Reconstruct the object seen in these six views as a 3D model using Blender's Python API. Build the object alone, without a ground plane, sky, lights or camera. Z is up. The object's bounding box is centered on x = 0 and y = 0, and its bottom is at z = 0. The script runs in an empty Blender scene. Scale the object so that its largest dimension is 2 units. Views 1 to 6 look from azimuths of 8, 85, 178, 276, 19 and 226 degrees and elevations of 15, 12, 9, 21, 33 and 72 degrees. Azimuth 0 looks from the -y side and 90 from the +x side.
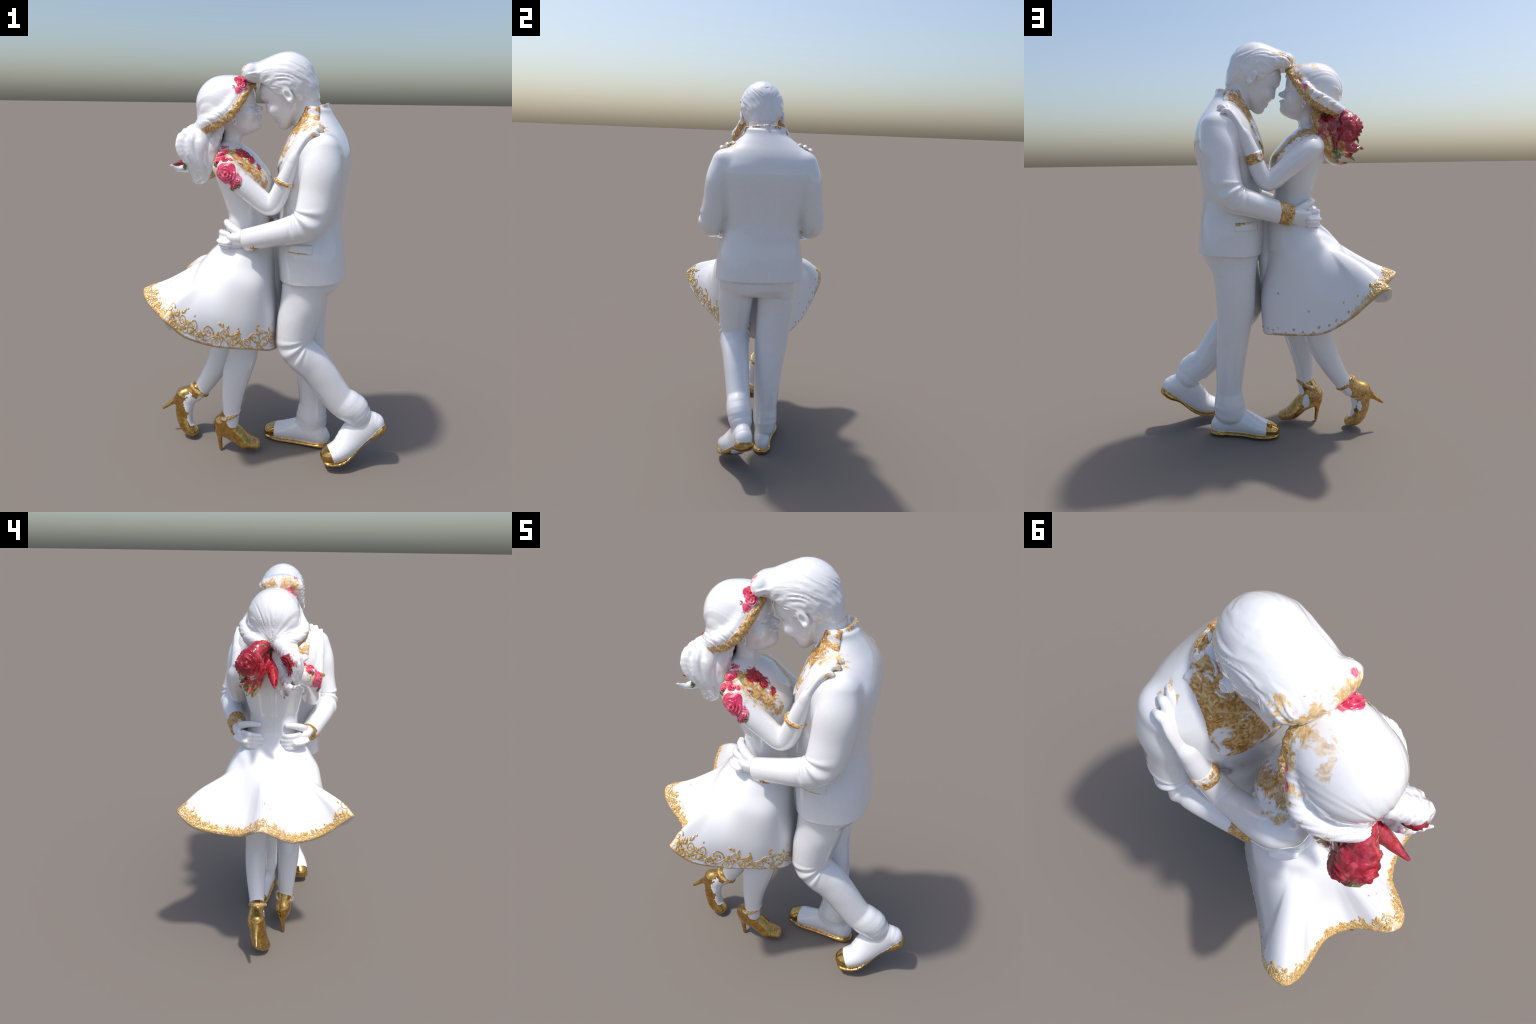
"""Glazed porcelain figurine of a dancing couple, built from implicit body
volumes (swept limbs, lofted garments, ellipsoids blended together) that are
polygonised into one smooth skin per figure and then split into named parts,
plus a lofted skirt, scroll-work, roses and bracelets as separate geometry."""
import bpy, math
import numpy as np

RNG = np.random.default_rng(7)
F32 = np.float32


# ------------------------------------------------------------------ helpers
def V(*a):
    return np.array(a, float)


def unit(v):
    v = np.asarray(v, float)
    return v / (np.linalg.norm(v) + 1e-12)


def spline(points, n, closed=False):
    """Catmull-Rom through rows of control values, n samples."""
    P = np.asarray(points, float)
    m = len(P)
    if closed:
        Q = np.vstack([P[-1:], P, P[:2]])
        t = np.linspace(0, m, n, endpoint=False)
    else:
        Q = np.vstack([2 * P[0] - P[1], P, 2 * P[-1] - P[-2]])
        t = np.linspace(0, m - 1, n)
        t[-1] -= 1e-9
    i = np.floor(t).astype(int)
    f = (t - i)[:, None]
    a, b, c, d = Q[i], Q[i + 1], Q[i + 2], Q[i + 3]
    return 0.5 * (2 * b + (c - a) * f + (2 * a - 5 * b + 4 * c - d) * f ** 2 + (3 * b - a - 3 * c + d) * f ** 3)


def sstep(e0, e1, x):
    t = np.clip((x - e0) / (e1 - e0), 0, 1)
    return t * t * (3 - 2 * t)


def vnoise(p, seed=0):
    """Smooth value noise in [-1, 1] on an (N,3) array."""
    p = np.asarray(p, float)
    i = np.floor(p).astype(np.int64)
    f = p - i
    f = f * f * (3 - 2 * f)
    out = np.zeros(len(p))
    for dx in (0, 1):
        for dy in (0, 1):
            for dz in (0, 1):
                h = (i[:, 0] + dx) * 374761393 + (i[:, 1] + dy) * 668265263 + (i[:, 2] + dz) * 2147483647 + seed * 974711
                h = (h ^ (h >> 13)) * 1274126177
                h = (h ^ (h >> 16)) & 0xFFFF
                w = np.where(dx, f[:, 0], 1 - f[:, 0]) * np.where(dy, f[:, 1], 1 - f[:, 1]) * np.where(dz, f[:, 2], 1 - f[:, 2])
                out += w * (h / 32767.5 - 1)
    return out


# ---------------------------------------------------------- implicit solids
FAR = 0.5


class Ellipsoid:
    def __init__(self, c, r, axes=None):
        self.c, self.r = V(*c), V(*r)
        self.A = np.eye(3) if axes is None else np.array([unit(a) for a in axes])
        m = max(r)
        self.lo, self.hi = self.c - m, self.c + m

    def __call__(self, p):
        q = (p - self.c) @ self.A.T
        k0 = np.linalg.norm(q / self.r, axis=1)
        k1 = np.linalg.norm(q / self.r ** 2, axis=1)
        return k0 * (k0 - 1) / np.maximum(k1, 1e-6)


class Tube:
    """Elliptic sweep: rows (x, y, z, ra[, rb]); ra lies along `side`."""

    def __init__(self, rows, side=(0, 1, 0), n=18):
        rows = [r if len(r) == 5 else (*r, r[3]) for r in rows]
        S = spline(rows, n)
        S[:, 3:] = np.maximum(S[:, 3:], 0.0015)
        self.S = S
        self.side = unit(side)
        m = S[:, 3:].max()
        self.lo, self.hi = S[:, :3].min(0) - m, S[:, :3].max(0) + m

    def __call__(self, p):
        out = np.full(len(p), FAR)
        for a, b in zip(self.S[:-1], self.S[1:]):
            m = max(a[3], a[4], b[3], b[4]) + 0.035
            lo, hi = np.minimum(a[:3], b[:3]) - m, np.maximum(a[:3], b[:3]) + m
            k = np.nonzero(((p > lo) & (p < hi)).all(1))[0]
            if not len(k):
                continue
            ab = b[:3] - a[:3]
            L2 = ab @ ab
            q = p[k] - a[:3]
            t = np.clip(q @ ab / L2, 0, 1)
            q = q - t[:, None] * ab
            ax = ab / math.sqrt(L2)
            s = self.side - (self.side @ ax) * ax
            if np.linalg.norm(s) < 0.25:
                alt = V(0, 0, 1) if abs(ax[2]) < 0.7 else V(1, 0, 0)
                s = alt - (alt @ ax) * ax
            s = unit(s)
            n = np.cross(ax, s)
            ra = a[3] + t * (b[3] - a[3])
            rb = a[4] + t * (b[4] - a[4])
            rc = np.minimum(ra, rb)
            x, y, z = q @ s, q @ n, q @ ax
            k0 = np.sqrt((x / ra) ** 2 + (y / rb) ** 2 + (z / rc) ** 2)
            k1 = np.sqrt((x / ra ** 2) ** 2 + (y / rb ** 2) ** 2 + (z / rc ** 2) ** 2)
            out[k] = np.minimum(out[k], k0 * (k0 - 1) / np.maximum(k1, 1e-6))
        return out


class Loft:
    """Stack of horizontal super-ellipses: rows (z, x_front, x_back, y_mid, y_half, power)."""

    def __init__(self, rows, cap=0.012):
        rows = sorted(rows)
        zs = np.array([r[0] for r in rows])
        R = spline(rows, 120)
        self.R, self.cap = R[np.argsort(R[:, 0])], cap
        self.z0, self.z1 = zs[0], zs[-1]
        ym = max(abs(r[3]) + r[4] for r in rows)
        self.lo = V(min(r[1] for r in rows), -ym, self.z0)
        self.hi = V(max(r[2] for r in rows), ym, self.z1)

    def __call__(self, p):
        z = np.clip(p[:, 2], self.z0, self.z1)
        col = [np.interp(z, self.R[:, 0], self.R[:, i]) for i in range(1, 6)]
        xf, xb, ym, yh, pw = col
        cx, rx = (xf + xb) / 2, np.maximum((xb - xf) / 2, 1e-3)
        s, t = np.abs(p[:, 0] - cx) / rx, np.abs(p[:, 1] - ym) / yh
        s, t = np.maximum(s, 1e-5), np.maximum(t, 1e-5)
        k = (s ** pw + t ** pw) ** (1 / pw)
        g = np.sqrt((s ** (pw - 1) / rx) ** 2 + (t ** (pw - 1) / yh) ** 2) * k ** (1 - pw)
        d = (k - 1) / np.maximum(g, 1.0)
        e = np.maximum(self.z0 - p[:, 2], p[:, 2] - self.z1)
        return smax(d, e, self.cap)


class Func:
    def __init__(self, f, lo, hi):
        self.f, self.lo, self.hi = f, V(*lo), V(*hi)

    def __call__(self, p):
        return self.f(p)


def smin(a, b, k):
    h = np.maximum(k - np.abs(a - b), 0) / k
    return np.minimum(a, b) - h * h * k * 0.25


def smax(a, b, k):
    return -smin(-a, -b, k)


def culled(prim, p, pad=0.05):
    k = np.nonzero(((p > prim.lo - pad) & (p < prim.hi + pad)).all(1))[0]
    out = np.full(len(p), FAR)
    if len(k):
        out[k] = prim(p[k])
    return out


class Part:
    """Named group of primitives. items: prim or (prim, k) unions, ('cut', prim, k) carvings."""

    def __init__(self, name, items, blend=0.01, inner=0.012, relief=None, clip=None, split=()):
        self.split = split
        self.name, self.items, self.blend, self.inner, self.relief, self.clip = name, items, blend, inner, relief, clip

    def __call__(self, p):
        d = np.full(len(p), FAR)
        for it in self.items:
            if isinstance(it, tuple) and it[0] == 'cut':
                d = smax(d, -culled(it[1], p), it[2])
            else:
                prim, k = it if isinstance(it, tuple) else (it, self.inner)
                e = culled(prim, p)
                near = np.nonzero(e < FAR)[0]
                d[near] = smin(d[near], e[near], k)
        k = np.nonzero(np.abs(d) < 0.06)[0]
        if self.relief is not None and len(k):
            d[k] += self.relief(p[k])
        if self.clip is not None:
            k = np.nonzero(d < 0.08)[0]
            if len(k):
                d[k] = smax(d[k], self.clip(p[k]), 0.004)
        return d


def field(parts, p, want_label=False):
    d = np.full(len(p), FAR)
    best = np.full(len(p), FAR * 2)
    lab = np.zeros(len(p), np.int32)
    for i, part in enumerate(parts):
        e = part(p)
        if want_label:
            k = e < best
            best[k] = e[k]
            lab[k] = i
        near = np.nonzero(e < FAR)[0]
        d[near] = smin(d[near], e[near], part.blend)
    return (d, lab) if want_label else d


def polygonise(parts, lo, hi, h):
    """Sparse surface nets over the blended field."""
    B = 8
    lo, hi = np.array(lo, float), np.array(hi, float)
    nb = np.ceil((hi - lo) / (h * B)).astype(int)
    n = nb * B
    ci = np.stack(np.meshgrid(*[np.arange(k) for k in nb], indexing='ij'), -1).reshape(-1, 3)
    dc = field(parts, lo + (ci * B + (B - 1) / 2) * h)
    G = np.repeat(np.repeat(np.repeat(np.where(dc < 0, -0.1, 0.1).astype(F32).reshape(nb), B, 0), B, 1), B, 2)
    act = ci[np.abs(dc) < h * B * 0.87 * 1.5 + 0.006]
    off = np.stack(np.meshgrid(*[np.arange(B)] * 3, indexing='ij'), -1).reshape(-1, 3)
    for s in range(0, len(act), 600):
        idx = (act[s:s + 600, None, :] * B + off[None]).reshape(-1, 3)
        G[idx[:, 0], idx[:, 1], idx[:, 2]] = field(parts, lo + idx * h)
    S = G < 0
    c = [S[a:n[0] - 1 + a, b:n[1] - 1 + b, d:n[2] - 1 + d] for a in (0, 1) for b in (0, 1) for d in (0, 1)]
    cnt = sum(x.astype(np.int8) for x in c)
    cells = np.argwhere((cnt > 0) & (cnt < 8))
    ids = np.full(n - 1, -1, np.int64)
    ids[cells[:, 0], cells[:, 1], cells[:, 2]] = np.arange(len(cells))
    corner = [(a, b, d) for a in (0, 1) for b in (0, 1) for d in (0, 1)]
    val = np.stack([G[cells[:, 0] + a, cells[:, 1] + b, cells[:, 2] + d] for a, b, d in corner], 1).astype(float)
    acc, num = np.zeros((len(cells), 3)), np.zeros(len(cells))
    for i in range(8):
        for j in range(i + 1, 8):
            di = np.abs(np.subtract(corner[i], corner[j]))
            if di.sum() != 1:
                continue
            m = (val[:, i] < 0) != (val[:, j] < 0)
            t = val[m, i] / (val[m, i] - val[m, j])
            acc[m] += np.array(corner[i]) + t[:, None] * (np.array(corner[j]) - corner[i])
            num[m] += 1
    verts = lo + (cells + acc / num[:, None]) * h
    quads = []
    for ax in range(3):
        u, w = (ax + 1) % 3, (ax + 2) % 3
        s0 = [slice(1, -1)] * 3
        s0[ax] = slice(0, n[ax] - 1)
        s1 = list(s0)
        s1[ax] = slice(1, n[ax])
        A, Bq = S[tuple(s0)], S[tuple(s1)]
        e = np.argwhere(A != Bq)
        flip = A[e[:, 0], e[:, 1], e[:, 2]]
        base = e + 1
        base[:, ax] -= 1

        def cell(du, dw):
            q = base.copy()
            q[:, u] += du
            q[:, w] += dw
            return ids[q[:, 0], q[:, 1], q[:, 2]]
        q = np.stack([cell(-1, -1), cell(0, -1), cell(0, 0), cell(-1, 0)], 1)
        q = np.where(flip[:, None], q, q[:, ::-1])
        quads.append(q[(q >= 0).all(1)])
    return verts, np.vstack(quads)


def vertex_normals(v, q):
    a, b, c, d = (v[q[:, i]] for i in range(4))
    fn = np.cross(c - a, d - b)
    out = np.zeros_like(v)
    for i in range(4):
        np.add.at(out, q[:, i], fn)
    return out / (np.linalg.norm(out, axis=1, keepdims=True) + 1e-12)


def relax(v, q, times, amount=0.5):
    e = np.vstack([q[:, [0, 1]], q[:, [1, 2]], q[:, [2, 3]], q[:, [3, 0]]])
    e = np.vstack([e, e[:, ::-1]])
    deg = np.bincount(e[:, 0], minlength=len(v)).astype(float)
    for step in range(times):
        for amt in (amount, -amount * 1.04):
            s = np.stack([np.bincount(e[:, 0], weights=v[e[:, 1], i], minlength=len(v)) for i in range(3)], 1)
            v = v + amt * (s / deg[:, None] - v)
    return v


# ------------------------------------------------------------ blender glue
def make_object(name, verts, faces, mats, parent, normals=None, face_mat=None, smooth=True):
    me = bpy.data.meshes.new(name)
    me.from_pydata(np.asarray(verts).tolist(), [], [list(map(int, f)) for f in faces])
    for m in (mats if isinstance(mats, (list, tuple)) else [mats]):
        me.materials.append(m)
    if smooth:
        me.polygons.foreach_set('use_smooth', np.ones(len(me.polygons), bool))
    if face_mat is not None:
        me.polygons.foreach_set('material_index', np.asarray(face_mat, np.int32))
    me.update()
    if normals is not None:
        me.normals_split_custom_set_from_vertices(np.asarray(normals).tolist())
    ob = bpy.data.objects.new(name, me)
    bpy.context.scene.collection.objects.link(ob)
    ob.parent = parent
    return ob


def build_skin(parts, lo, hi, h, material_of, parent, smooth_steps=4, after=None):
    v, q = polygonise(parts, lo, hi, h)
    v = relax(v, q, smooth_steps)
    if after is not None:
        v = after(v, vertex_normals(v, q))
    nrm = vertex_normals(v, q)
    cen = v[q].mean(1)
    lab = field(parts, cen, True)[1]
    made = {}
    for i, part in enumerate(parts):
        mine = np.nonzero(lab == i)[0]
        pieces = []
        for name, test in part.split:
            hit = test(cen[mine])
            pieces.append((name, mine[hit]))
            mine = mine[~hit]
        main = None
        for name, idx in [(part.name, mine)] + pieces:
            f = q[idx]
            if not len(f):
                continue
            used, inv = np.unique(f, return_inverse=True)
            ob = make_object(name, v[used], inv.reshape(f.shape), material_of(name), main or parent, nrm[used])
            made.setdefault(name, []).append(ob)
            main = main or ob
    return made


# --------------------------------------------------------------- materials
def new_material(name):
    m = bpy.data.materials.new(name)
    m.use_nodes = True
    return m, m.node_tree.nodes, m.node_tree.links, m.node_tree.nodes['Principled BSDF']


class Graph:
    """Small helper for wiring shader nodes on Object coordinates."""

    def __init__(self, name):
        self.m, self.N, self.L, self.bsdf = new_material(name)
        self.co = self.N.new('ShaderNodeTexCoord').outputs['Object']

    def put(self, sock, val):
        if hasattr(val, 'is_output'):
            self.L.new(val, sock)
        else:
            sock.default_value = val

    def math(self, op, a, b=0.0, c=None, clamp=False):
        n = self.N.new('ShaderNodeMath')
        n.operation, n.use_clamp = op, clamp
        self.put(n.inputs[0], a)
        self.put(n.inputs[1], b)
        if c is not None:
            self.put(n.inputs[2], c)
        return n.outputs[0]

    def vec(self, op, a, b=(0, 0, 0)):
        n = self.N.new('ShaderNodeVectorMath')
        n.operation = op
        self.put(n.inputs[0], a)
        self.put(n.inputs[1], b)
        return n.outputs['Value' if op in ('LENGTH', 'DOT_PRODUCT', 'DISTANCE') else 'Vector']

    def noise(self, scale, detail=3.0, distort=0.0, rough=0.55, stretch=None, offset=(0, 0, 0)):
        n = self.N.new('ShaderNodeTexNoise')
        n.inputs['Scale'].default_value, n.inputs['Detail'].default_value = scale, detail
        n.inputs['Distortion'].default_value, n.inputs['Roughness'].default_value = distort, rough
        v = self.vec('ADD', self.co, offset)
        if stretch is not None:
            v = self.vec('MULTIPLY', v, stretch)
        self.L.new(v, n.inputs['Vector'])
        return n.outputs['Fac']

    def ramp(self, fac, stops):
        n = self.N.new('ShaderNodeValToRGB')
        e = n.color_ramp.elements
        while len(e) < len(stops):
            e.new(0.5)
        for k, (pos, col) in zip(e, stops):
            k.position, k.color = pos, (*col, 1)
        self.put(n.inputs[0], fac)
        return n.outputs[0]

    def remap(self, v, a, b, lo=0.0, hi=1.0):
        n = self.N.new('ShaderNodeMapRange')
        n.interpolation_type = 'SMOOTHSTEP'
        self.put(n.inputs['Value'], v)
        for k, x in zip(('From Min', 'From Max', 'To Min', 'To Max'), (a, b, lo, hi)):
            n.inputs[k].default_value = x
        return n.outputs[0]

    def mix(self, fac, a, b):
        n = self.N.new('ShaderNodeMix')
        n.data_type = 'RGBA'
        self.put(n.inputs[0], fac)
        for s, v in ((n.inputs[6], a), (n.inputs[7], b)):
            self.put(s, (*v, 1) if isinstance(v, tuple) else v)
        return n.outputs[2]

    def blobs(self, spots):
        """1 at the centre of any of the ellipsoid spots, 0 on their surface."""
        out = None
        for c, r in spots:
            r = (r, r, r) if not isinstance(r, tuple) else r
            d = self.vec('LENGTH', self.vec('DIVIDE', self.vec('SUBTRACT', self.co, c), r))
            m = self.math('SUBTRACT', 1.0, d)
            out = m if out is None else self.math('MAXIMUM', out, m)
        return out

    def bump(self, height, strength, dist=0.002):
        n = self.N.new('ShaderNodeBump')
        n.inputs['Strength'].default_value, n.inputs['Distance'].default_value = strength, dist
        self.L.new(height, n.inputs['Height'])
        self.L.new(n.outputs[0], self.bsdf.inputs['Normal'])

    def finish(self, color, rough=0.2, metal=0.0, coat=0.3):
        b = self.bsdf
        self.put(b.inputs['Base Color'], (*color, 1) if isinstance(color, tuple) else color)
        self.put(b.inputs['Roughness'], rough)
        self.put(b.inputs['Metallic'], metal)
        b.inputs['Coat Weight'].default_value = coat
        b.inputs['Coat Roughness'].default_value = 0.05
        return self.m


WHITE = (0.82, 0.82, 0.835)
GILT = [(0.28, (0.20, 0.085, 0.015)), (0.42, (0.42, 0.20, 0.04)), (0.54, (0.60, 0.36, 0.11)), (0.66, (0.74, 0.55, 0.27))]
PALE_GILT = [(0.30, (0.40, 0.19, 0.04)), (0.45, (0.64, 0.38, 0.11)), (0.58, (0.78, 0.56, 0.26)), (0.70, (0.84, 0.74, 0.55))]
PINKS = [(0.30, (0.30, 0.008, 0.04)), (0.45, (0.62, 0.03, 0.10)), (0.58, (0.78, 0.10, 0.19)), (0.70, (0.86, 0.42, 0.46))]
REDS = [(0.30, (0.10, 0.004, 0.006)), (0.46, (0.32, 0.008, 0.02)), (0.58, (0.46, 0.022, 0.045)), (0.72, (0.62, 0.12, 0.13))]
GREENS = [(0.32, (0.05, 0.06, 0.015)), (0.5, (0.16, 0.19, 0.06)), (0.66, (0.42, 0.42, 0.2))]


def paint(name, layers=(), base=WHITE, rough=0.12, coat=0.9):
    """Porcelain glaze with painted patches: layers of (spots, ramp, grain, ragged, cover)."""
    g = Graph(name)
    grain = g.noise(60, 4, 0.6)
    col = g.mix(g.remap(grain, 0.3, 0.7), tuple(0.97 * c for c in base), base)
    for i, (spots, stops, scale, ragged, cover) in enumerate(layers):
        m = g.blobs(spots)
        n = g.noise(scale * 0.5, 5, 1.4, 0.62, offset=(i * 1.7, 3.1 * i, 0.4))
        m = g.math('ADD', m, g.math('MULTIPLY', g.math('SUBTRACT', n, 0.5), 1.2 + 2.6 * ragged))
        m = g.remap(m, 0.05, 0.3 + 0.25 * ragged)
        m = g.math('MULTIPLY', m, cover)
        col = g.mix(m, col, g.ramp(g.noise(scale, 4, 1.2, offset=(0.3 * i, i, 2.0)), stops))
    g.bump(g.noise(150, 2), 0.04)
    return g.finish(col, rough, 0.0, coat)


def gilt(name, stops=GILT, scale=70, white=0.0, metal=0.15, rough=0.32, relief=0.5, stretch=None):
    """Mottled gold paint; `white` is the share of bare porcelain showing through."""
    g = Graph(name)
    n = g.noise(scale, 4, 1.6, stretch=stretch)
    col = g.ramp(n, stops)
    if white > 0:
        w = g.remap(g.noise(scale * 0.35, 4, 0.8, offset=(5, 1, 2)), 0.62 - white * 0.4, 0.72 - white * 0.4)
        col = g.mix(w, col, WHITE)
    g.bump(n, relief, 0.004)
    return g.finish(col, rough, metal, 0.3)


def lustre(name, color=(0.66, 0.40, 0.11), dull=(), bare=()):
    """Bright burnished gold, with dull brown patches where the gilding has gone matt."""
    g = Graph(name)
    n = g.noise(38, 3, 1.2)
    col = g.mix(g.remap(n, 0.35, 0.65), tuple(0.62 * c for c in color), color)
    metal, rough = 0.97, 0.13
    if dull:
        m = g.remap(g.math('ADD', g.blobs(dull), g.math('MULTIPLY', g.math('SUBTRACT', g.noise(45, 3, 1), 0.5), 0.5)), 0.0, 0.25)
        col = g.mix(m, col, g.ramp(g.noise(110, 4, 1.5), GILT))
        metal = g.math('SUBTRACT', 0.97, g.math('MULTIPLY', m, 0.6))
        rough = g.math('ADD', 0.13, g.math('MULTIPLY', m, 0.18))
    if bare:
        m = g.remap(g.math('ADD', g.blobs(bare), g.math('MULTIPLY', g.math('SUBTRACT', g.noise(40, 3, 1), 0.5), 0.9)), 0.0, 0.08)
        col = g.mix(m, col, WHITE)
        metal = g.math('MULTIPLY', metal, g.math('SUBTRACT', 1.0, m))
    g.bump(g.noise(60, 3, 1), 0.05, 0.003)
    return g.finish(col, rough, metal, 0.2)


def chain(points, r):
    return [(p[:3], p[3] if len(p) > 3 else r) for p in points]


PORCELAIN = paint('white_porcelain_glaze')
GOLD = lustre('burnished_gold')
LAPEL_GILT = gilt('brocade_gilt', GILT, 48, 0.3, 0.12, 0.34, 0.6)
CUFF_GILT = gilt('lace_gilt', GILT, 60, 0.15, 0.12, 0.34, 0.7)
BAND_GILT = gilt('filigree_gilt', GILT, 75, 0.15, 0.12, 0.32, 0.9)
SCROLL_GILT = gilt('scrollwork_gilt', PALE_GILT, 90, 0.0, 0.2, 0.3, 0.2)
PETAL_PINK = gilt('painted_petal_pink', PINKS, 16, 0.0, 0.0, 0.24, 0.1)
PETAL_RED = gilt('painted_petal_red', REDS, 15, 0.0, 0.0, 0.24, 0.1)
LEAF_GREEN = gilt('painted_leaf_green', GREENS, 40, 0.0, 0.0, 0.28, 0.15)

HAIR_MAN = paint('man_hair_glaze', [
    (chain([(-0.075, 0.05, 1.9), (-0.095, 0.01, 1.91, 0.036), (-0.115, -0.045, 1.92, 0.036), (-0.115, -0.09, 1.915, 0.03), (-0.05, 0.06, 1.92, 0.03)], 0.04), PALE_GILT, 45, 0.9, 0.95),
    (chain([(-0.1, -0.095, 1.945)], 0.014), PINKS, 60, 0.5, 0.9)])
COLLAR = paint('jacket_collar_paint', [
    (chain([(0.25, 0.05, 1.785), (0.25, -0.05, 1.785), (0.18, 0.1, 1.74, 0.07), (0.12, 0.09, 1.66, 0.07), (0.09, 0.06, 1.59, 0.07), (0.07, 0.03, 1.5, 0.07),
            (0.25, 0.0, 1.785, 0.035), (0.12, -0.09, 1.66, 0.05), (0.09, -0.06, 1.59, 0.06), (0.07, -0.03, 1.5, 0.07), (0.18, -0.09, 1.745, 0.035)], 0.04), GILT, 80, 0.35, 1.0)])
JACKET = paint('jacket_glaze', [
    (chain([(0.2, -0.15, 1.655, 0.05), (0.24, -0.16, 1.665, 0.045), (0.235, -0.2, 1.655, 0.035), (0.12, -0.13, 1.6, 0.05)], 0.04), PALE_GILT, 55, 0.8, 0.95),
    (chain([(0.235, 0.16, 1.675, 0.03), (0.245, 0.2, 1.67, 0.03)], 0.03), PALE_GILT, 55, 0.9, 0.8),
    (chain([(0.085, -0.02, 1.0, (0.04, 0.05, 0.2))], 0.03), GILT, 60, 0.9, 0.8)])
FLAP = paint('pocket_flap_glaze', [
    (chain([(x, 0.22, 1.137, (0.02, 0.03, 0.014)) for x in (0.09, 0.11, 0.13, 0.15, 0.17, 0.188)], 0.02) + chain([(0.23, -0.2, z, (0.006, 0.03, 0.012)) for z in (1.13, 1.145, 1.16)], 0.02)
     + chain([(x, -0.22, 1.127, (0.02, 0.03, 0.005)) for x in (0.13, 0.15, 0.17, 0.19, 0.21)], 0.02), GILT, 70, 0.25, 0.95)])
WOMAN_HAND = paint('woman_hand_glaze', [
    (chain([(0.245, -0.16, 1.68, 0.022), (0.25, -0.19, 1.675, 0.02), (0.235, -0.225, 1.655, 0.018), (0.215, -0.235, 1.645, 0.02), (0.245, 0.155, 1.685, 0.02), (0.255, 0.185, 1.68, 0.018), (0.24, 0.215, 1.66, 0.016)], 0.02), PALE_GILT, 70, 1.0, 0.9)])
BODICE_PAINT = paint('bodice_paint', [
    (chain([(-0.25, 0.07, 1.555, 0.06), (-0.2, 0.1, 1.56, 0.06), (-0.14, 0.1, 1.55, 0.055), (-0.09, 0.1, 1.53, 0.052), (-0.05, 0.1, 1.49, 0.045), (-0.01, 0.095, 1.45, 0.04)], 0.042), GILT, 70, 0.45, 1.0),
    (chain([(-0.25, -0.1, 1.535, 0.055), (-0.2, -0.15, 1.54, 0.06), (-0.13, -0.13, 1.545, 0.06), (-0.09, -0.14, 1.5, 0.05), (-0.04, -0.13, 1.455, 0.05), (0.0, -0.12, 1.415, 0.035)], 0.05), GILT, 55, 0.6, 1.0),
    (chain([(-0.115, -0.1, 1.555, 0.04), (-0.075, -0.1, 1.53, 0.034), (-0.05, -0.085, 1.49, 0.03)], 0.04), REDS, 45, 0.5, 1.0),
    (chain([(-0.2, -0.1, 1.59, 0.03), (-0.195, -0.13, 1.565, 0.034), (-0.19, -0.155, 1.535, 0.034), (-0.13, -0.17, 1.5, 0.025)], 0.03), PINKS, 50, 0.6, 1.0),
    (chain([(-0.16, -0.14, 1.55, 0.02), (-0.225, -0.13, 1.555, 0.016), (-0.15, -0.165, 1.52, 0.018)], 0.02), GREENS, 60, 0.8, 0.9)])
WOMAN_ARM = paint('woman_arm_paint', [
    (chain([(-0.19, -0.17, 1.535, 0.06), (-0.13, -0.165, 1.5, 0.055), (-0.2, -0.2, 1.49, 0.04), (-0.1, -0.17, 1.465, 0.035), (-0.05, -0.165, 1.425, 0.025), (0.0, -0.17, 1.395, 0.022), (-0.15, 0.15, 1.55, 0.03), (-0.12, 0.165, 1.52, 0.025)], 0.03), PALE_GILT, 55, 0.8, 0.9),
    (chain([(-0.165, -0.225, 1.475, 0.055), (-0.12, -0.225, 1.455, 0.042), (-0.19, -0.18, 1.535, 0.025), (-0.15, -0.18, 1.525, 0.02)], 0.03), PINKS, 40, 0.4, 1.0),
    (chain([(-0.13, -0.235, 1.415, 0.016), (-0.1, -0.235, 1.425, 0.012)], 0.03), GREENS, 60, 0.6, 0.9)])
HAIR_WOMAN = paint('woman_hair_glaze', [
    (chain([(-0.1, 0.05, 1.86, 0.035), (-0.12, 0.1, 1.82, 0.04), (-0.16, 0.13, 1.76, 0.03), (-0.1, -0.02, 1.88, 0.03), (-0.22, 0.15, 1.715, 0.025), (-0.28, 0.12, 1.69, 0.022)], 0.03), PALE_GILT, 60, 0.9, 0.95),
    (chain([(-0.17, 0.05, 1.895, 0.03), (-0.2, 0.08, 1.875, 0.024), (-0.13, 0.05, 1.885, 0.024)], 0.03), PALE_GILT, 50, 1.4, 0.6),
    (chain([(-0.125, -0.06, 1.885, 0.032), (-0.12, -0.09, 1.86, 0.03), (-0.13, -0.11, 1.83, 0.024)], 0.03), PINKS, 50, 0.5, 1.0),
    (chain([(-0.12, 0.12, 1.8, 0.022), (-0.15, 0.135, 1.77, 0.018)], 0.03), PINKS, 50, 0.6, 0.9)])
TAIL_PLAIN = paint('ponytail_glaze', [
    (chain([(-0.425, -0.08, 1.585, (0.045, 0.05, 0.055)), (-0.41, -0.07, 1.54, 0.045), (-0.42, -0.03, 1.5, 0.05), (-0.4, -0.02, 1.54, 0.04)], 0.04), REDS, 40, 0.3, 1.0),
    (chain([(-0.39, -0.02, 1.625, 0.03), (-0.37, -0.07, 1.42, 0.03), (-0.4, -0.085, 1.51, 0.02)], 0.03), GREENS, 45, 0.8, 0.8)])
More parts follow.
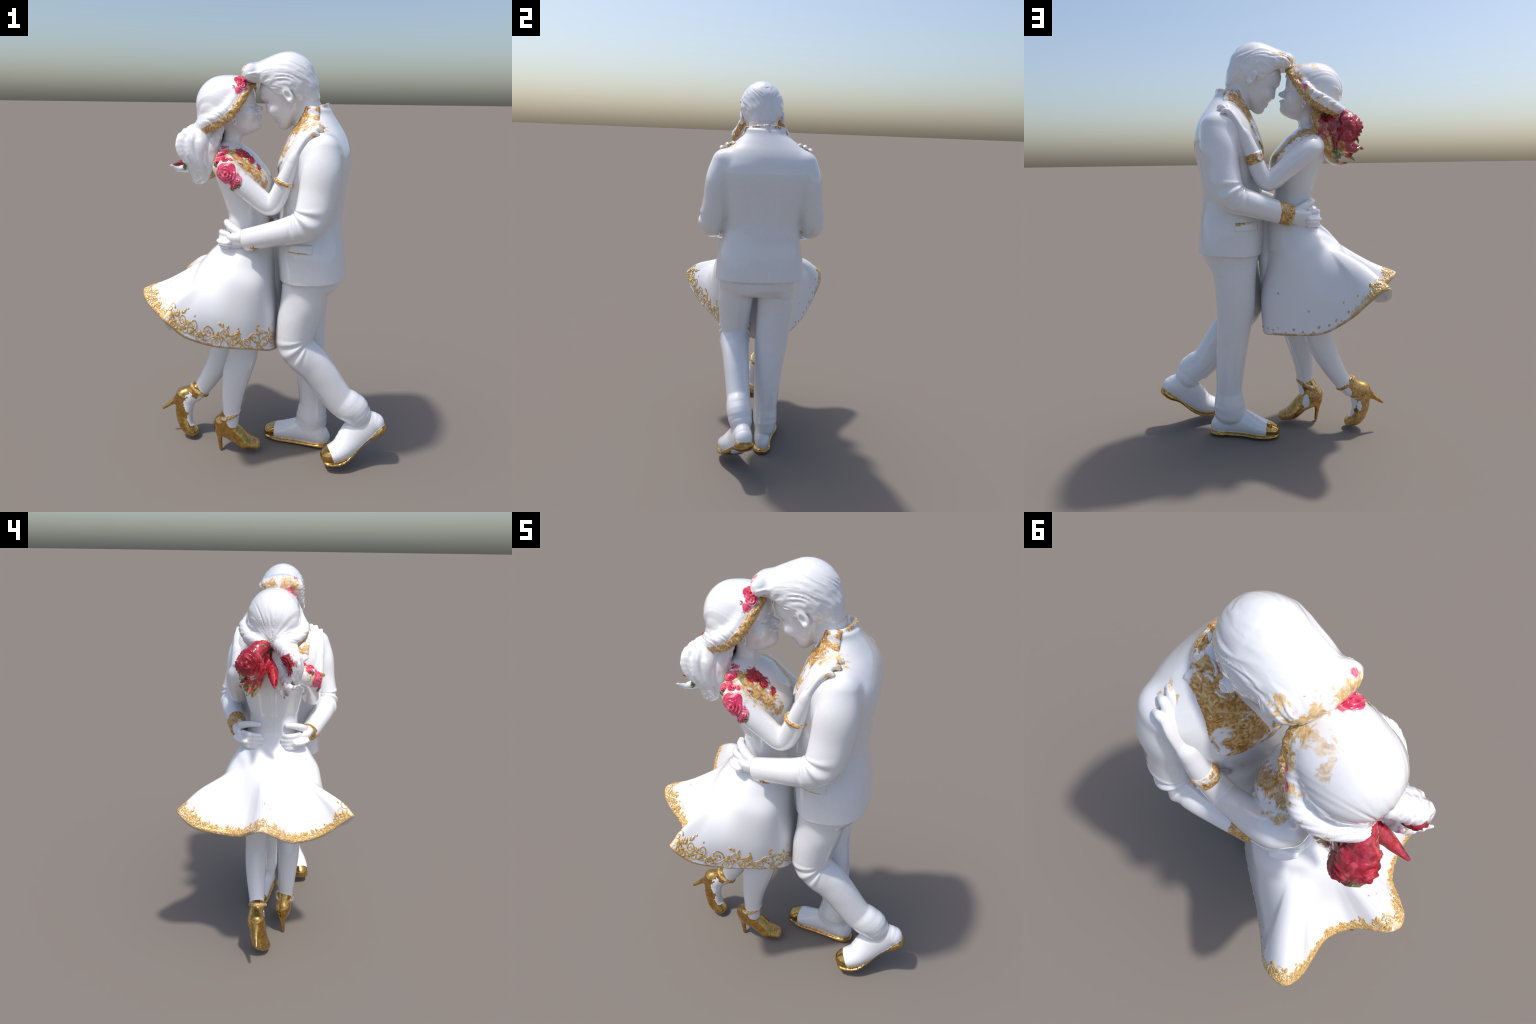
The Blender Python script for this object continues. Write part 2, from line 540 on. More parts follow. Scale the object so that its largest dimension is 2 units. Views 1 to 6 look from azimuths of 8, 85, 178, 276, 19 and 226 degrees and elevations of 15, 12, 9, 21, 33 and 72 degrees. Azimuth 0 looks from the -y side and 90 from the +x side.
TAIL_ROSE = paint('ponytail_rose_paint', [
    (chain([(-0.23, 0.06, 1.62, 0.09), (-0.27, 0.08, 1.5, 0.1), (-0.3, 0.08, 1.44, 0.08)], 0.09), GILT, 45, 0.4, 1.0),
    (chain([(-0.36, 0.06, 1.58, 0.12), (-0.33, 0.07, 1.53, 0.08), (-0.43, -0.03, 1.5, 0.06), (-0.25, 0.1, 1.62, 0.04)], 0.09), REDS, 34, 0.25, 1.0),
    (chain([(-0.42, 0.11, 1.485, 0.035), (-0.4, 0.1, 1.43, 0.04), (-0.31, 0.1, 1.45, 0.045), (-0.36, 0.085, 1.415, 0.03)], 0.03), GREENS, 40, 0.6, 0.95)], base=(0.4, 0.02, 0.03))
SHOE_LADY = lustre('gold_shoe_lustre', dull=chain([(-0.03, -0.06, 0.06, 0.07), (-0.2, -0.06, 0.17, 0.05), (-0.16, -0.055, 0.12, 0.05), (-0.38, 0.06, 0.05, 0.08), (-0.43, 0.085, 0.2, 0.08), (-0.48, 0.05, 0.1, 0.06)], 0.05),
                   bare=chain([(-0.41, 0.02, 0.19, (0.045, 0.05, 0.075)), (-0.4, 0.005, 0.11, (0.03, 0.045, 0.05)), (-0.16, -0.05, 0.13, (0.02, 0.02, 0.045)), (-0.43, 0.075, 0.14, (0.02, 0.02, 0.04))], 0.03))
SOLE_GOLD = lustre('gold_sole_lustre', dull=chain([(0.15, 0.03, 0.02, (0.14, 0.06, 0.05))], 0.05))


def skirt_material():
    """White glaze, gilded along the fluted part of the hem; reads the distance to the hem."""
    g = Graph('skirt_glaze')
    a = g.N.new('ShaderNodeAttribute')
    a.attribute_name = 'hem_distance'
    d = a.outputs['Fac']
    x = g.N.new('ShaderNodeSeparateXYZ')
    g.L.new(g.co, x.inputs[0])
    back = g.remap(x.outputs[0], -0.27, -0.40)
    lobes = g.remap(g.blobs(chain([(-0.4, -0.43, 0.86, 0.13), (-0.63, -0.03, 0.85, 0.15), (-0.51, 0.41, 0.86, 0.12), (-0.56, -0.1, 0.78, 0.12)], 0.1)), 0.0, 0.6)
    reach = g.math('ADD', g.math('MULTIPLY', back, 0.034), g.math('MULTIPLY', lobes, 0.05))
    n = g.noise(26, 4, 0.9)
    fine = g.noise(48, 4, 2.4)
    edge = g.math('SUBTRACT', reach, g.math('SUBTRACT', d, g.math('MULTIPLY', g.math('SUBTRACT', n, 0.5), 0.07)))
    m = g.remap(edge, -0.003, 0.007)
    lace = g.remap(g.math('ADD', fine, g.math('MULTIPLY', g.remap(d, 0.0, 0.05), -0.1)), 0.40, 0.50)
    m = g.math('MULTIPLY', m, lace)
    rim = g.math('MULTIPLY', g.remap(d, 0.006, 0.002), 0.75)
    col = g.mix(m, WHITE, g.ramp(fine, PALE_GILT))
    col = g.mix(g.math('MULTIPLY', rim, g.remap(g.noise(12, 2), 0.35, 0.55)), col, (0.5, 0.3, 0.09))
    streak = g.math('MULTIPLY', g.remap(g.blobs(chain([(-0.5, 0.19, 0.83, (0.05, 0.006, 0.02)), (-0.47, 0.0, 0.905, (0.03, 0.006, 0.03)), (-0.475, -0.03, 0.9, (0.035, 0.004, 0.03))], 0.1)), 0.0, 0.5), g.remap(g.noise(70, 2), 0.45, 0.55))
    col = g.mix(streak, col, (0.62, 0.12, 0.16))
    g.bump(g.math('MULTIPLY', fine, m), 0.5, 0.004)
    return g.finish(col, 0.2, 0.0, 0.35)


SKIRT_GLAZE = skirt_material()
TABLE = {'man_hair': HAIR_MAN, 'jacket': JACKET, 'lapel': LAPEL_GILT, 'collar': COLLAR, 'cuff_band': CUFF_GILT, 'bracelet': CUFF_GILT, 'shoe_sole': SOLE_GOLD, 'toe_cap': SOLE_GOLD,
         'hair_band': BAND_GILT, 'pocket_flap': FLAP, 'ankle_strap': CUFF_GILT, 'lady_shoe': SHOE_LADY, 'ponytail': TAIL_PLAIN, 'ponytail_rose': TAIL_ROSE, 'bodice': BODICE_PAINT, 'woman_arm': WOMAN_ARM,
         'woman_hair': HAIR_WOMAN, 'woman_hand': WOMAN_HAND}


def material_of(name):
    return TABLE.get(name, PORCELAIN)
# --------------------------------------------------------------------- man
def mirror(rows, s):
    return [(r[0], r[1] * s, *r[2:]) for r in rows]


def along(p, a, b):
    """Signed distance past point b, going from a to b."""
    a, b = V(*a), V(*b)
    return (p - b) @ unit(b - a)


HEAD_F, HEAD_U = unit((-0.81, 0, -0.585)), unit((-0.585, 0, 0.81))


def strands_man(p):
    """Combed hair: grooves that sweep back over the ear and down to the nape."""
    x, y, z = p[:, 0] - 0.03, p[:, 1], p[:, 2] - 1.72
    r = np.hypot(x, z)
    a = np.arctan2(x, z)
    side = sstep(0.03, 0.09, np.abs(y + 0.02)) * (1 - sstep(1.93, 1.965, p[:, 2]) * 0.8)
    back = sstep(0.12, 0.2, p[:, 0]) * 0.7
    amt = 0.2 + 0.8 * np.maximum(side, back)
    w = vnoise(np.stack([r * 20, a * 2.2, y * 9], 1), 3) * 0.9
    g = np.abs(vnoise(np.stack([r * 75 + w * 2.2 + y * 14, a * 3.0 + w, y * 30], 1), 5))
    g2 = np.abs(vnoise(np.stack([r * 150 + w * 3, a * 5, y * 40], 1), 8))
    return amt * (0.0055 * (0.5 - g) + 0.0022 * (0.5 - g2)) * -1


HAIRLINE = np.array([(-0.14, 1.862), (-0.05, 1.866), (-0.02, 1.862), (0.015, 1.84), (0.045, 1.812), (0.07, 1.808), (0.085, 1.84), (0.112, 1.835),
                     (0.13, 1.80), (0.16, 1.782), (0.2, 1.79), (0.25, 1.80)])


def hairline_man(p):
    return np.interp(p[:, 0], HAIRLINE[:, 0], HAIRLINE[:, 1]) - p[:, 2]


def man_head_items():
    y0 = -0.02
    it = [Ellipsoid((0.088, y0, 1.866), (0.118, 0.102, 0.122)),
          (Ellipsoid((0.042, y0, 1.835), (0.088, 0.088, 0.065)), 0.025),
          (Tube([(0.06, y0, 1.82, 0.086, 0.082), (0.064, y0, 1.775, 0.078, 0.068), (0.07, y0, 1.735, 0.064, 0.052), (0.077, y0, 1.698, 0.036, 0.031)]), 0.014),
          (Tube([(0.105, y0 - 0.06, 1.785, 0.02), (0.1, y0 - 0.05, 1.735, 0.02), (0.08, y0 - 0.02, 1.695, 0.02), (0.08, y0 + 0.02, 1.695, 0.02), (0.1, y0 + 0.05, 1.735, 0.02), (0.105, y0 + 0.06, 1.785, 0.02)], side=(0, 0, 1)), 0.02),
          (Ellipsoid((0.064, y0, 1.683), (0.018, 0.022, 0.018)), 0.02)]
    # brow ridge, nose, cheeks, lips, closed lids
    it.append((Tube([(0.005, y0 - 0.06, 1.803, 0.007), (-0.022, y0 - 0.03, 1.801, 0.01), (-0.026, y0, 1.802, 0.009), (-0.022, y0 + 0.03, 1.801, 0.01), (0.005, y0 + 0.06, 1.803, 0.007)]), 0.012))
    for s in (-1, 1):
        it.append(('cut', Ellipsoid((-0.018, y0 + s * 0.034, 1.776), (0.016, 0.018, 0.011), (HEAD_F, (0, 1, 0), HEAD_U)), 0.014))
        it.append((Ellipsoid((0.006, y0 + s * 0.035, 1.770), (0.014, 0.017, 0.010), (HEAD_F, (0, 1, 0), HEAD_U)), 0.006))
        it.append((Ellipsoid((0.03, y0 + s * 0.042, 1.748), (0.03, 0.026, 0.028)), 0.02))
    it.append((Tube([(-0.006, y0, 1.787, 0.008, 0.009), (-0.004, y0, 1.765, 0.009, 0.012), (-0.001, y0, 1.742, 0.0115, 0.012)]), 0.012))
    for s in (-1, 1):
        it.append((Ellipsoid((0.010, y0 + s * 0.011, 1.739), (0.010, 0.009, 0.008)), 0.006))
    it.append((Ellipsoid((0.027, y0, 1.7105), (0.009, 0.02, 0.0055), (HEAD_F, (0, 1, 0), HEAD_U)), 0.005))
    it.append((Ellipsoid((0.034, y0, 1.699), (0.009, 0.017, 0.006), (HEAD_F, (0, 1, 0), HEAD_U)), 0.005))
    return it


def ear_items(c, s, size, f, u):
    c = V(*c)
    out = V(0, s, 0)
    ax = (f, out, u)
    base = Ellipsoid(c, (size * 0.58, 0.011, size), ax)
    hollow = Ellipsoid(c + out * 0.010 + f * size * 0.08, (size * 0.34, 0.010, size * 0.62), ax)
    lobe = Ellipsoid(c - u * size * 0.72 + f * size * 0.2, (size * 0.3, 0.009, size * 0.3), ax)
    return [base, ('cut', hollow, 0.006), (lobe, 0.008)]


TORSO = Loft([(0.93, 0.072, 0.393, -0.016, 0.238, 2.7), (1.02, 0.062, 0.389, -0.015, 0.232, 2.6), (1.1, 0.055, 0.38, -0.014, 0.226, 2.5),
              (1.2, 0.055, 0.367, -0.01, 0.208, 2.4), (1.29, 0.06, 0.362, -0.006, 0.2, 2.4), (1.4, 0.058, 0.373, -0.004, 0.218, 2.8),
              (1.5, 0.056, 0.387, -0.004, 0.238, 2.9), (1.56, 0.072, 0.386, -0.004, 0.25, 2.6), (1.61, 0.09, 0.372, 0, 0.248, 2.2),
              (1.65, 0.108, 0.352, 0, 0.212, 2.1), (1.69, 0.125, 0.325, 0, 0.16, 2.0), (1.73, 0.14, 0.297, -0.005, 0.112, 2.0),
              (1.76, 0.15, 0.28, -0.008, 0.1, 2.0)])


def jacket_hem(p):
    return 0.970 + 0.055 * (p[:, 0] - 0.07) - p[:, 2]


LAPEL_OUT = np.array([(1.44, -0.03), (1.47, 0.03), (1.5, 0.12), (1.53, 0.165), (1.6, 0.165), (1.65, 0.15), (1.7, 0.138), (1.74, 0.122), (1.8, 0.11)])
LAPEL_IN = np.array([(1.44, -0.01), (1.47, -0.01), (1.53, 0.012), (1.6, 0.03), (1.66, 0.05), (1.7, 0.058), (1.74, 0.06), (1.8, 0.06)])


def lapel_shape(p):
    d = TORSO(p) - 0.008
    a = np.abs(p[:, 1] + 0.004)
    m = np.maximum(a - np.interp(p[:, 2], LAPEL_OUT[:, 0], LAPEL_OUT[:, 1]), np.interp(p[:, 2], LAPEL_IN[:, 0], LAPEL_IN[:, 1]) - a)
    m = np.maximum(m * 0.8, p[:, 0] - 0.235)
    return smax(smax(d, m, 0.006), -(d + 0.03), 0.004)


COLLAR_SIDE = [(0.262, 0, 1.752, 0.03, 0.014), (0.242, 0.064, 1.745, 0.03, 0.014), (0.195, 0.093, 1.722, 0.03, 0.013), (0.142, 0.084, 1.675, 0.028, 0.012),
               (0.105, 0.06, 1.61, 0.02, 0.01), (0.075, 0.03, 1.53, 0.014, 0.008)]

SLEEVE = [(0.262, 0.2, 1.585, 0.07, 0.072), (0.257, 0.234, 1.5, 0.066, 0.086), (0.245, 0.245, 1.4, 0.066, 0.084), (0.225, 0.262, 1.305, 0.067, 0.08),
          (0.19, 0.266, 1.262, 0.063, 0.072), (0.12, 0.256, 1.235, 0.057, 0.062), (0.03, 0.225, 1.205, 0.053, 0.056), (-0.1, 0.178, 1.162, 0.047, 0.052)]
SLEEVE_A, SLEEVE_B = (0.03, 0.225, 1.205), (-0.078, 0.186, 1.170)


def sleeve_folds(s):
    """Creases fanning out of the inner elbow."""
    def f(p):
        x, z = p[:, 0] - 0.13, p[:, 2] - 1.335
        r = np.hypot(x, z)
        a = np.arctan2(z, x)
        k = sstep(0.01, 0.05, r) * (1 - sstep(0.1, 0.17, r)) * (1 - sstep(0.5, 1.0, np.abs(a + 0.75)))
        return -0.006 * k * np.cos((a + 0.62) * 9.5)
    return f


def man_hand(s):
    nrm = (0.75, 0.66 * s, 0)
    it = [Tube(mirror([(-0.04, 0.2, 1.18, 0.032, 0.036), (-0.085, 0.184, 1.168, 0.027, 0.038), (-0.13, 0.165, 1.152, 0.023, 0.047), (-0.172, 0.14, 1.146, 0.019, 0.047), (-0.197, 0.112, 1.146, 0.014, 0.04)], s), side=nrm)]
    reach = 0.062 if s < 0 else 0.045
    for i, z in enumerate((1.179, 1.158, 1.138, 1.118)):
        e = (0.0, 0.01, 0.006, -0.006)[i]
        it.append((Tube(mirror([(-0.165, 0.145, z, 0.013), (-0.2, 0.118, z + 0.002, 0.0145), (-0.212, 0.088, z + 0.001, 0.0138), (-0.204, reach + 0.008 - e, z - 0.002, 0.0115)], s), n=10), 0.008))
    it.append((Tube(mirror([(-0.09, 0.18, 1.185, 0.02), (-0.14, 0.155, 1.21, 0.02), (-0.178, 0.115, 1.228, 0.017), (-0.188, reach + 0.018, 1.23, 0.0135)], s), n=12), 0.01))
    return it


def trouser_folds(p):
    """Knee creases on the bent leg, soft break lines low on both legs."""
    x, y, z = p[:, 0], p[:, 1], p[:, 2]
    r = np.hypot(x - 0.235, z - 0.70)
    a = np.arctan2(z - 0.70, x - 0.235)
    k = sstep(0.03, 0.08, r) * (1 - sstep(0.13, 0.19, r)) * (1 - sstep(0.35, 0.75, np.abs(a + 2.45))) * (y < -0.03)
    d = -0.0042 * k * np.cos((a + 2.45) * 13)
    seat = np.exp(-((z - 0.885 + 0.25 * np.abs(y - 0.075)) / 0.012) ** 2) * sstep(0.22, 0.3, x) * sstep(0.0, 0.03, y)
    d += 0.004 * seat
    fold = np.exp(-((z - 0.46 - (y - 0.05) * 1.3) / 0.03) ** 2) * (y > -0.02) * 0.003 * sstep(0.2, 0.27, x)
    crease = np.exp(-((x - np.interp(z, (0.3, 0.6, 0.95), (0.235, 0.205, 0.2))) / 0.004) ** 2) * sstep(0.06, 0.09, y) * 0.0022
    return d - fold - crease + 0.0012 * vnoise(p * 14, 2)


LEG_STAND = [(0.215, 0.08, 0.98, 0.1, 0.13), (0.205, 0.082, 0.86, 0.102, 0.106), (0.205, 0.073, 0.7, 0.096, 0.097), (0.216, 0.063, 0.58, 0.087, 0.086),
             (0.234, 0.053, 0.43, 0.076, 0.077), (0.25, 0.044, 0.26, 0.066, 0.069), (0.25, 0.044, 0.17, 0.063, 0.073)]
LEG_BENT = [(0.205, -0.13, 0.98, 0.09, 0.115), (0.188, -0.133, 0.86, 0.095, 0.104), (0.164, -0.137, 0.75, 0.088, 0.096), (0.157, -0.138, 0.655, 0.083, 0.088),
            (0.2, -0.135, 0.592, 0.08, 0.087), (0.265, -0.128, 0.53, 0.071, 0.084), (0.375, -0.115, 0.372, 0.063, 0.077), (0.43, -0.113, 0.32, 0.062, 0.077)]


def cuff_rings(rows, side=(0, 1, 0)):
    """Two or three stacked soft folds of cloth at the ankle."""
    return [(Tube([a, b], side=side, n=3), 0.006) for a, b in rows]


MAN = [
    Part('man_neck', [Tube([(0.14, -0.02, 1.82, 0.074, 0.07), (0.165, -0.018, 1.76, 0.074, 0.072), (0.195, -0.012, 1.69, 0.078, 0.076)])], 0.01),
    Part('man_head', man_head_items(), 0.022),
    Part('man_hair', [Ellipsoid((0.088, -0.021, 1.868), (0.126, 0.109, 0.134)),
                      (Tube([(0.07, -0.02, 1.885, 0.1, 0.105), (0.0, -0.022, 1.898, 0.1, 0.077), (-0.06, -0.03, 1.907, 0.085, 0.043)]), 0.03),
                      (Tube([(-0.025, 0.072, 1.89, 0.018), (-0.055, 0.05, 1.898, 0.033), (-0.073, 0.0, 1.905, 0.043), (-0.079, -0.05, 1.91, 0.043), (-0.082, -0.09, 1.908, 0.035), (-0.075, -0.112, 1.90, 0.02)], side=(0, 0, 1)), 0.02),
                      (Tube([(0.17, -0.02, 1.84, 0.07, 0.05), (0.2, -0.02, 1.80, 0.06, 0.03)]), 0.03)],
         0.005, relief=strands_man, clip=hairline_man),
    Part('man_ear', ear_items((0.096, -0.128, 1.812), -1, 0.034, HEAD_F, HEAD_U), 0.008),
    Part('man_ear', ear_items((0.1, 0.092, 1.822), 1, 0.034, HEAD_F, HEAD_U), 0.008),
    Part('jacket', [TORSO], 0.003, clip=jacket_hem),
    Part('collar', [Tube(mirror(COLLAR_SIDE[:4], s), side=(0.25, 0, 1), n=16) for s in (-1, 1)], 0.006),
    Part('lapel', [Func(lambda p: np.where(p[:, 1] < -0.004, lapel_shape(p), FAR), (0.03, -0.2, 1.44), (0.26, 0.0, 1.79))], 0.003),
    Part('lapel', [Func(lambda p: np.where(p[:, 1] >= -0.004, lapel_shape(p), FAR), (0.03, -0.01, 1.44), (0.26, 0.2, 1.79))], 0.003),
]
for s in (-1, 1):
    MAN.append(Part('jacket_sleeve', [Tube([(r[0], r[1] * s - 0.007, *r[2:]) for r in SLEEVE], n=72)], 0.022, relief=sleeve_folds(s), clip=lambda p, s=s: along(p * V(1, s, 1), SLEEVE_A, SLEEVE_B),
                    split=[('cuff_band', lambda p, s=s: along(p * V(1, s, 1), SLEEVE_A, SLEEVE_B) > (-0.068 - 0.25 * (p[:, 2] - 1.17) if s > 0 else -0.004))]))
    MAN.append(Part('man_hand', man_hand(s), 0.003))
MAN += [
    Part('trouser_seat', [Ellipsoid((0.222, -0.02, 0.955), (0.146, 0.205, 0.085))], 0.004, relief=trouser_folds),
    Part('trouser_leg', [Tube(LEG_STAND, n=44)], 0.014, relief=trouser_folds),
    Part('trouser_leg', [Tube(LEG_BENT, n=60)], 0.014, relief=trouser_folds),
    Part('trouser_cuff', cuff_rings([((0.248, 0.044, 0.206, 0.063, 0.073), (0.25, 0.044, 0.196, 0.064, 0.076)), ((0.247, 0.045, 0.172, 0.065, 0.08), (0.249, 0.046, 0.16, 0.065, 0.082)), ((0.246, 0.046, 0.132, 0.062, 0.085), (0.247, 0.046, 0.122, 0.06, 0.084))]), 0.012),
    Part('trouser_cuff', cuff_rings([((0.426, -0.113, 0.34, 0.062, 0.074), (0.432, -0.112, 0.333, 0.063, 0.077)), ((0.452, -0.11, 0.314, 0.064, 0.08), (0.46, -0.108, 0.305, 0.064, 0.079)), ((0.477, -0.104, 0.28, 0.061, 0.073), (0.485, -0.101, 0.271, 0.058, 0.069))], side=(0, 1, 0)), 0.012),
]
SHOE_STAND = [(0.318, 0.029, 0.05, 0.034, 0.04), (0.295, 0.03, 0.06, 0.044, 0.056), (0.24, 0.035, 0.085, 0.046, 0.08), (0.165, 0.05, 0.07, 0.048, 0.062), (0.1, 0.068, 0.053, 0.056, 0.046), (0.05, 0.078, 0.043, 0.054, 0.037), (0.02, 0.082, 0.037, 0.042, 0.028)]
SOLE_STAND = [(0.342, 0.028, 0.014, 0.032, 0.018), (0.31, 0.028, 0.014, 0.05, 0.02), (0.25, 0.034, 0.013, 0.047, 0.014), (0.17, 0.05, 0.013, 0.05, 0.013), (0.1, 0.068, 0.013, 0.061, 0.014), (0.05, 0.078, 0.013, 0.058, 0.014), (0.015, 0.083, 0.014, 0.045, 0.014), (0.004, 0.084, 0.014, 0.03, 0.012)]
SHOE_STEP = [(0.575, -0.087, 0.228, 0.044, 0.05), (0.53, -0.096, 0.218, 0.048, 0.08), (0.47, -0.116, 0.166, 0.051, 0.076), (0.415, -0.146, 0.107, 0.06, 0.056), (0.362, -0.164, 0.08, 0.056, 0.042), (0.34, -0.168, 0.071, 0.044, 0.034)]
SOLE_STEP = [(0.605, -0.085, 0.206, 0.05, 0.026), (0.575, -0.089, 0.178, 0.05, 0.024), (0.527, -0.103, 0.146, 0.044, 0.014), (0.464, -0.128, 0.084, 0.054, 0.013), (0.407, -0.152, 0.051, 0.064, 0.014), (0.35, -0.166, 0.045, 0.058, 0.014), (0.33, -0.169, 0.05, 0.045, 0.013)]
MAN += [
    Part('man_shoe', [Tube(SHOE_STAND)], 0.006, split=[('toe_cap', lambda p: along(p, (0.2, 0.05, 0.04), (0.055, 0.07, 0.04)) - 0.06 * (p[:, 2] - 0.04) > 0)], clip=lambda p: -p[:, 2]),
    Part('shoe_sole', [Tube(SOLE_STAND)], 0.004, clip=lambda p: -p[:, 2]),
    Part('man_shoe', [Tube(SHOE_STEP)], 0.006, split=[('toe_cap', lambda p: along(p, (0.45, -0.14, 0.1), (0.362, -0.165, 0.065)) > 0)]),
    Part('shoe_sole', [Tube(SOLE_STEP)], 0.004),
]


def flap(s, x0, x1, z0, z1):
    def f(p):
        d = TORSO(p) - 0.006
        m = np.maximum(np.maximum(x0 - p[:, 0], p[:, 0] - x1), np.maximum(z0 - p[:, 2], p[:, 2] - z1))
        return np.where(p[:, 1] * s > 0, smax(smax(d, m, 0.004), -(d + 0.012), 0.003), FAR)
    return Func(f, (x0, -0.26, z0), (x1, 0.26, z1))


MAN += [Part('pocket_flap', [flap(-1, 0.12, 0.23, 1.125, 1.165)], 0.002), Part('pocket_flap', [flap(1, 0.085, 0.19, 1.1, 1.14)], 0.002)]
# ------------------------------------------------------------------- woman
def strands_woman(p):
    """Hair combed back toward the knot at the nape."""
    q = p - V(-0.33, -0.005, 1.655)
    a = np.arctan2(q[:, 1], q[:, 2] * 0.8 + q[:, 0] * 0.6)
    r = np.linalg.norm(q, axis=1)
    low = 1 - sstep(1.76, 1.88, p[:, 2])
    w = vnoise(np.stack([a * 4, r * 8, p[:, 2] * 4], 1), 11)
    g = np.abs(vnoise(np.stack([a * 16 + w * 1.5, r * 9, r * 4 + w], 1), 12))
    g2 = np.abs(vnoise(np.stack([a * 34 + w * 2, r * 12, r * 4], 1), 14))
    return -(0.0008 + low) * (0.005 * (0.5 - g) + 0.002 * (0.5 - g2))


def strands_tail(p):
    w = vnoise(p * 12, 21) * 1.3
    g = np.abs(vnoise(np.stack([p[:, 0] * 58 + p[:, 2] * 18 + w, p[:, 1] * 58 + w, p[:, 2] * 5 + w * 0.3], 1), 22))
    g2 = np.abs(vnoise(np.stack([p[:, 0] * 120 + p[:, 2] * 30 + w * 2, p[:, 1] * 120, p[:, 2] * 7], 1), 23))
    return -0.0062 * (0.4 - g) - 0.0018 * (0.4 - g2)


HAIR_FRONT = np.array([(1.6, -0.36), (1.64, -0.31), (1.66, -0.28), (1.694, -0.2), (1.744, -0.15), (1.793, -0.118), (1.85, -0.085), (1.9, -0.05), (1.95, 0.0)])


def hair_front(p):
    return (p[:, 0] - np.interp(p[:, 2], HAIR_FRONT[:, 0], HAIR_FRONT[:, 1])) * 0.7


def woman_head_items():
    y0 = -0.01
    it = [Ellipsoid((-0.172, y0, 1.785), (0.105, 0.1, 0.105)),
          (Tube([(-0.142, y0, 1.815, 0.088, 0.07), (-0.142, y0, 1.765, 0.09, 0.07), (-0.123, y0, 1.71, 0.076, 0.075), (-0.105, y0, 1.685, 0.05, 0.052)]), 0.02),
          (Ellipsoid((-0.066, y0, 1.681), (0.03, 0.03, 0.025)), 0.025)]
    for s in (-1, 1):
        it.append((Ellipsoid((-0.1, y0 + s * 0.05, 1.728), (0.036, 0.034, 0.036)), 0.02))
        it.append(('cut', Ellipsoid((-0.058, y0 + s * 0.038, 1.775), (0.014, 0.02, 0.01)), 0.014))
        it.append((Ellipsoid((-0.081, y0 + s * 0.04, 1.77), (0.014, 0.02, 0.012)), 0.006))
        it.append(('cut', Tube([(-0.064, y0 + s * 0.022, 1.764, 0.0025), (-0.068, y0 + s * 0.042, 1.759, 0.0028), (-0.083, y0 + s * 0.062, 1.762, 0.0025)], n=8), 0.003))
    it.append((Tube([(-0.08, y0, 1.783, 0.006), (-0.064, y0, 1.766, 0.008), (-0.04, y0, 1.7535, 0.0105)], n=8), 0.008))
    for s in (-1, 1):
        it.append((Ellipsoid((-0.046, y0 + s * 0.009, 1.746), (0.009, 0.007, 0.007)), 0.006))
    it.append((Ellipsoid((-0.045, y0, 1.7205), (0.012, 0.018, 0.0075)), 0.005))
    it.append((Ellipsoid((-0.048, y0, 1.7065), (0.012, 0.015, 0.006)), 0.005))
    return it


def hair_roll(s, k):
    return [(-0.1, 0.0, 1.868, 0.01), (-0.105, 0.06 * s * k, 1.85, 0.012), (-0.135, 0.105 * s * k, 1.806, 0.016), (-0.17, 0.134 * s * k, 1.757, 0.022),
            (-0.212, 0.15 * s * k, 1.72, 0.029), (-0.27, 0.122 * s * k, 1.69, 0.03), (-0.325, 0.062 * s * k, 1.664, 0.028)]


def hair_edge(s, k):
    return [(-0.08, 0.0, 1.864, 0.012, 0.012), (-0.087, 0.06 * s * k, 1.846, 0.014, 0.016), (-0.112, 0.113 * s * k, 1.795, 0.014, 0.019), (-0.15, 0.142 * s * k, 1.738, 0.015, 0.021),
            (-0.2, 0.155 * s * k, 1.696, 0.015, 0.021), (-0.265, 0.13 * s * k, 1.666, 0.015, 0.02), (-0.32, 0.075 * s * k, 1.644, 0.014, 0.016)]


# the windswept tail: smooth S-shaped locks, plain on one side, painted as a rose on the other
LOCKS = [
    [(-0.3, -0.02, 1.665, 0.035), (-0.355, -0.065, 1.642, 0.04), (-0.395, -0.105, 1.605, 0.04), (-0.392, -0.118, 1.56, 0.034), (-0.362, -0.112, 1.515, 0.03), (-0.345, -0.1, 1.47, 0.024), (-0.352, -0.085, 1.43, 0.010)],
    [(-0.33, -0.07, 1.64, 0.03), (-0.36, -0.115, 1.605, 0.033), (-0.352, -0.13, 1.555, 0.03), (-0.325, -0.12, 1.5, 0.026), (-0.318, -0.1, 1.45, 0.018), (-0.352, -0.09, 1.42, 0.005)],
    [(-0.245, -0.06, 1.665, 0.036), (-0.258, -0.085, 1.6, 0.035), (-0.28, -0.092, 1.53, 0.035), (-0.295, -0.085, 1.46, 0.028), (-0.32, -0.08, 1.42, 0.016), (-0.365, -0.075, 1.415, 0.005)],
    [(-0.3, -0.085, 1.64, 0.042), (-0.312, -0.105, 1.58, 0.042), (-0.312, -0.1, 1.52, 0.036), (-0.31, -0.09, 1.46, 0.026)],
    [(-0.3, -0.05, 1.6, 0.05), (-0.325, -0.06, 1.53, 0.04), (-0.32, -0.06, 1.47, 0.03), (-0.31, -0.06, 1.43, 0.015)],
    [(-0.33, -0.075, 1.525, 0.03), (-0.38, -0.08, 1.482, 0.022), (-0.42, -0.115, 1.476, 0.014), (-0.445, -0.143, 1.496, 0.004)],
]
